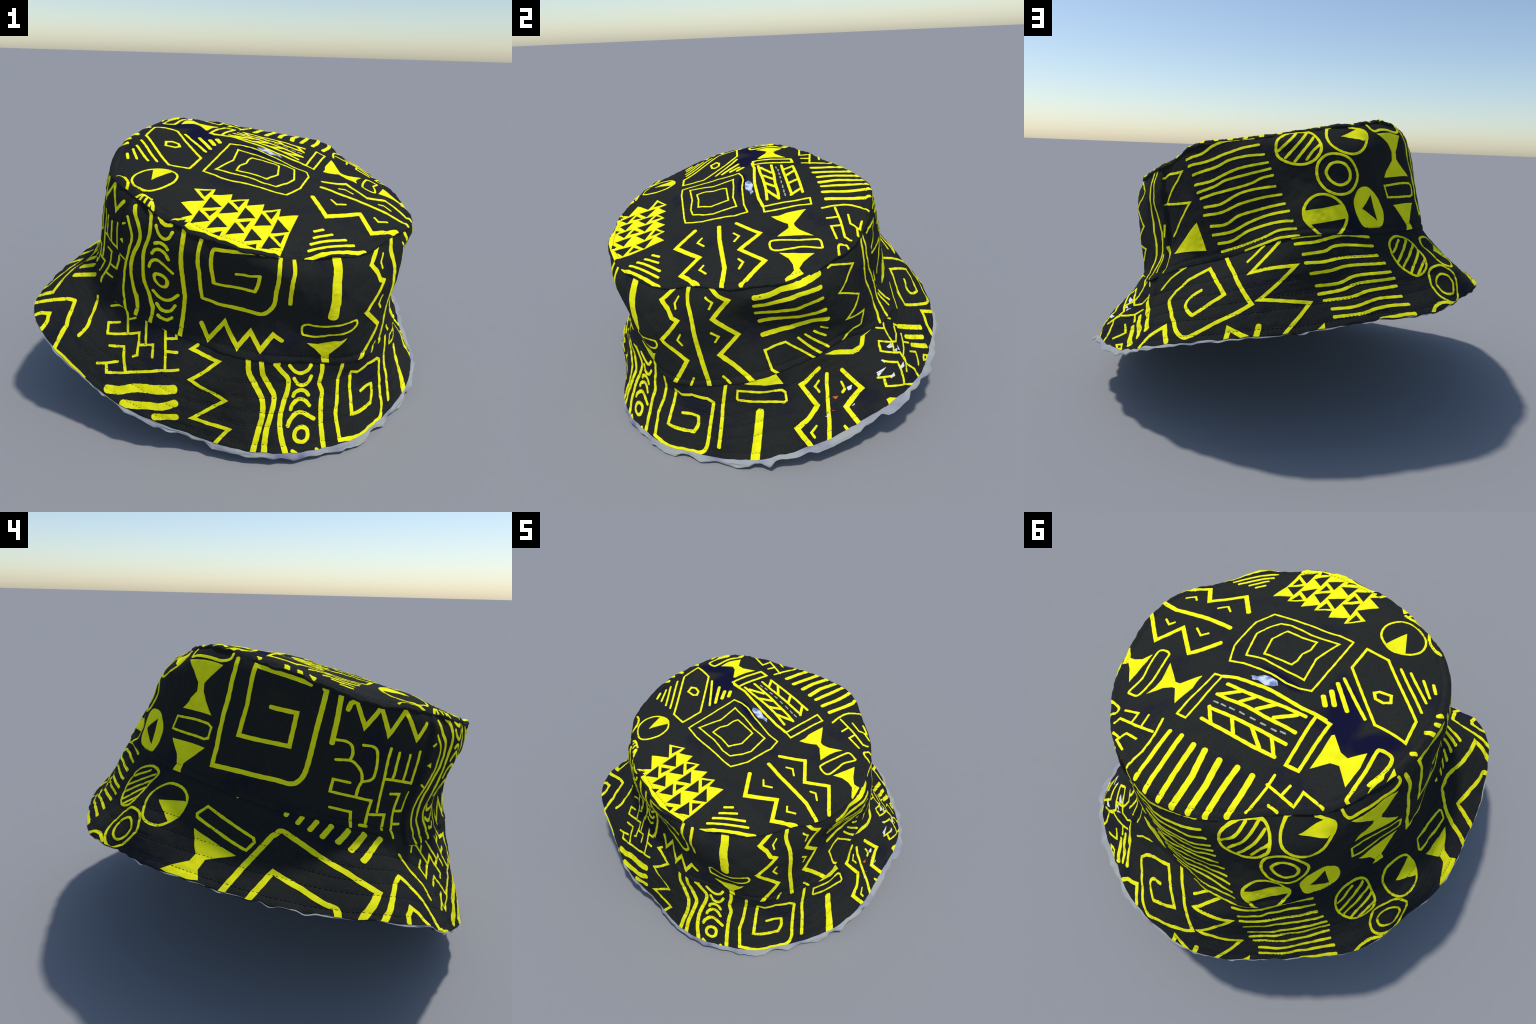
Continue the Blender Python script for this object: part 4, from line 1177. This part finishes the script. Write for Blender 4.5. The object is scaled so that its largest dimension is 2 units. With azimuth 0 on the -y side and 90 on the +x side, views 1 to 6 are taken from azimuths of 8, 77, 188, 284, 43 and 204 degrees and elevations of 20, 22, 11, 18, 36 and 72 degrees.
motif('front_stripes', 'brim', 'yellow', [
    curve(0.042, (-117.1, 0.931), (-114.2, 0.88), (-111.3, 0.79), (-108.1, 0.719), (-104.7, 0.664), (-99.5, 0.548)),
    curve(0.036, (-111.2, 0.975), (-107.6, 0.921), (-104.5, 0.863), (-101.2, 0.803), (-97.9, 0.689)),
    curve(0.032, (-102, 0.956), (-98.7, 0.891), (-96.5, 0.848)),
])
motif('front_maze', 'brim', 'yellow', [
    curve(0.013, (-132.2, 0.117), (-130.4, 0.039), (-128.4, 0.006), (-126.3, 0.031), (-124.2, 0.122), (-121.5, 0.256)),
    line(0.012, (-132.1, 0.014), (-130.8, 0.005), (-130, 0.027)),
    line(0.012, (-122.2, 0.04), (-123.9, 0.099)),
    line(0.013, (-126.1, 0.203), (-129.1, 0.307), (-126.9, 0.406), (-118, 0.181), (-114.4, 0.419), (-115.5, 0.456)),
    line(0.013, (-118.1, 0.002), (-113.7, 0.26)),
    line(0.013, (-115.8, 0.314), (-111.4, 0.227), (-109.6, 0.36)),
    line(0.013, (-123.9, 0.498), (-119.9, 0.415), (-115.1, 0.652)),
    line(0.013, (-123.7, 0.759), (-118.8, 0.6)),
    line(0.013, (-121.5, 0.686), (-119.9, 0.784), (-113.7, 0.633), (-100.3, 0.33)),
    line(0.013, (-111.5, -0.004), (-109.9, -0.001), (-104.4, 0.394)),
    line(0.013, (-108.3, 0.103), (-105, 0.049), (-105.6, 0.013)),
    line(0.013, (-106.4, 0.232), (-102.8, 0.176)),
])
motif('white_flecks', 'brim', 'white', [
    solid((33.2, 0.345), (36.5, 0.349), (35.5, 0.404), (33.8, 0.384)),
    solid((34.8, 0.441), (37, 0.475), (35.4, 0.487)),
    solid((38.3, 0.459), (37.1, 0.515), (36.8, 0.491)),
    solid((27.7, 0.465), (28.5, 0.464), (28, 0.512)),
    solid((30.8, 0.643), (34, 0.625), (33, 0.674), (30.9, 0.671)),
    solid((23.9, 0.585), (27.4, 0.557), (26, 0.592), (23.5, 0.647)),
    solid((26.3, 0.694), (28.3, 0.654), (28, 0.691), (26.5, 0.717)),
    solid((13.3, 0.609), (15.2, 0.612), (14.3, 0.653), (13.2, 0.649)),
    solid((11.9, 0.815), (13.2, 0.804), (12.8, 0.821)),
    solid((9.9, 0.783), (11, 0.806), (10.2, 0.81)),
    solid((2.7, 0.762), (4.3, 0.761), (4.2, 0.784)),
])
motif('orange_fleck', 'brim', 'orange', [
    solid((7.5, 0.623), (9.5, 0.648), (8.2, 0.663)),
])
motif('red_flecks', 'brim', 'red', [
    solid((5.4, 0.738), (6.6, 0.77), (5.8, 0.758)),
    solid((3.5, 0.748), (4.2, 0.727), (4.3, 0.764)),
])
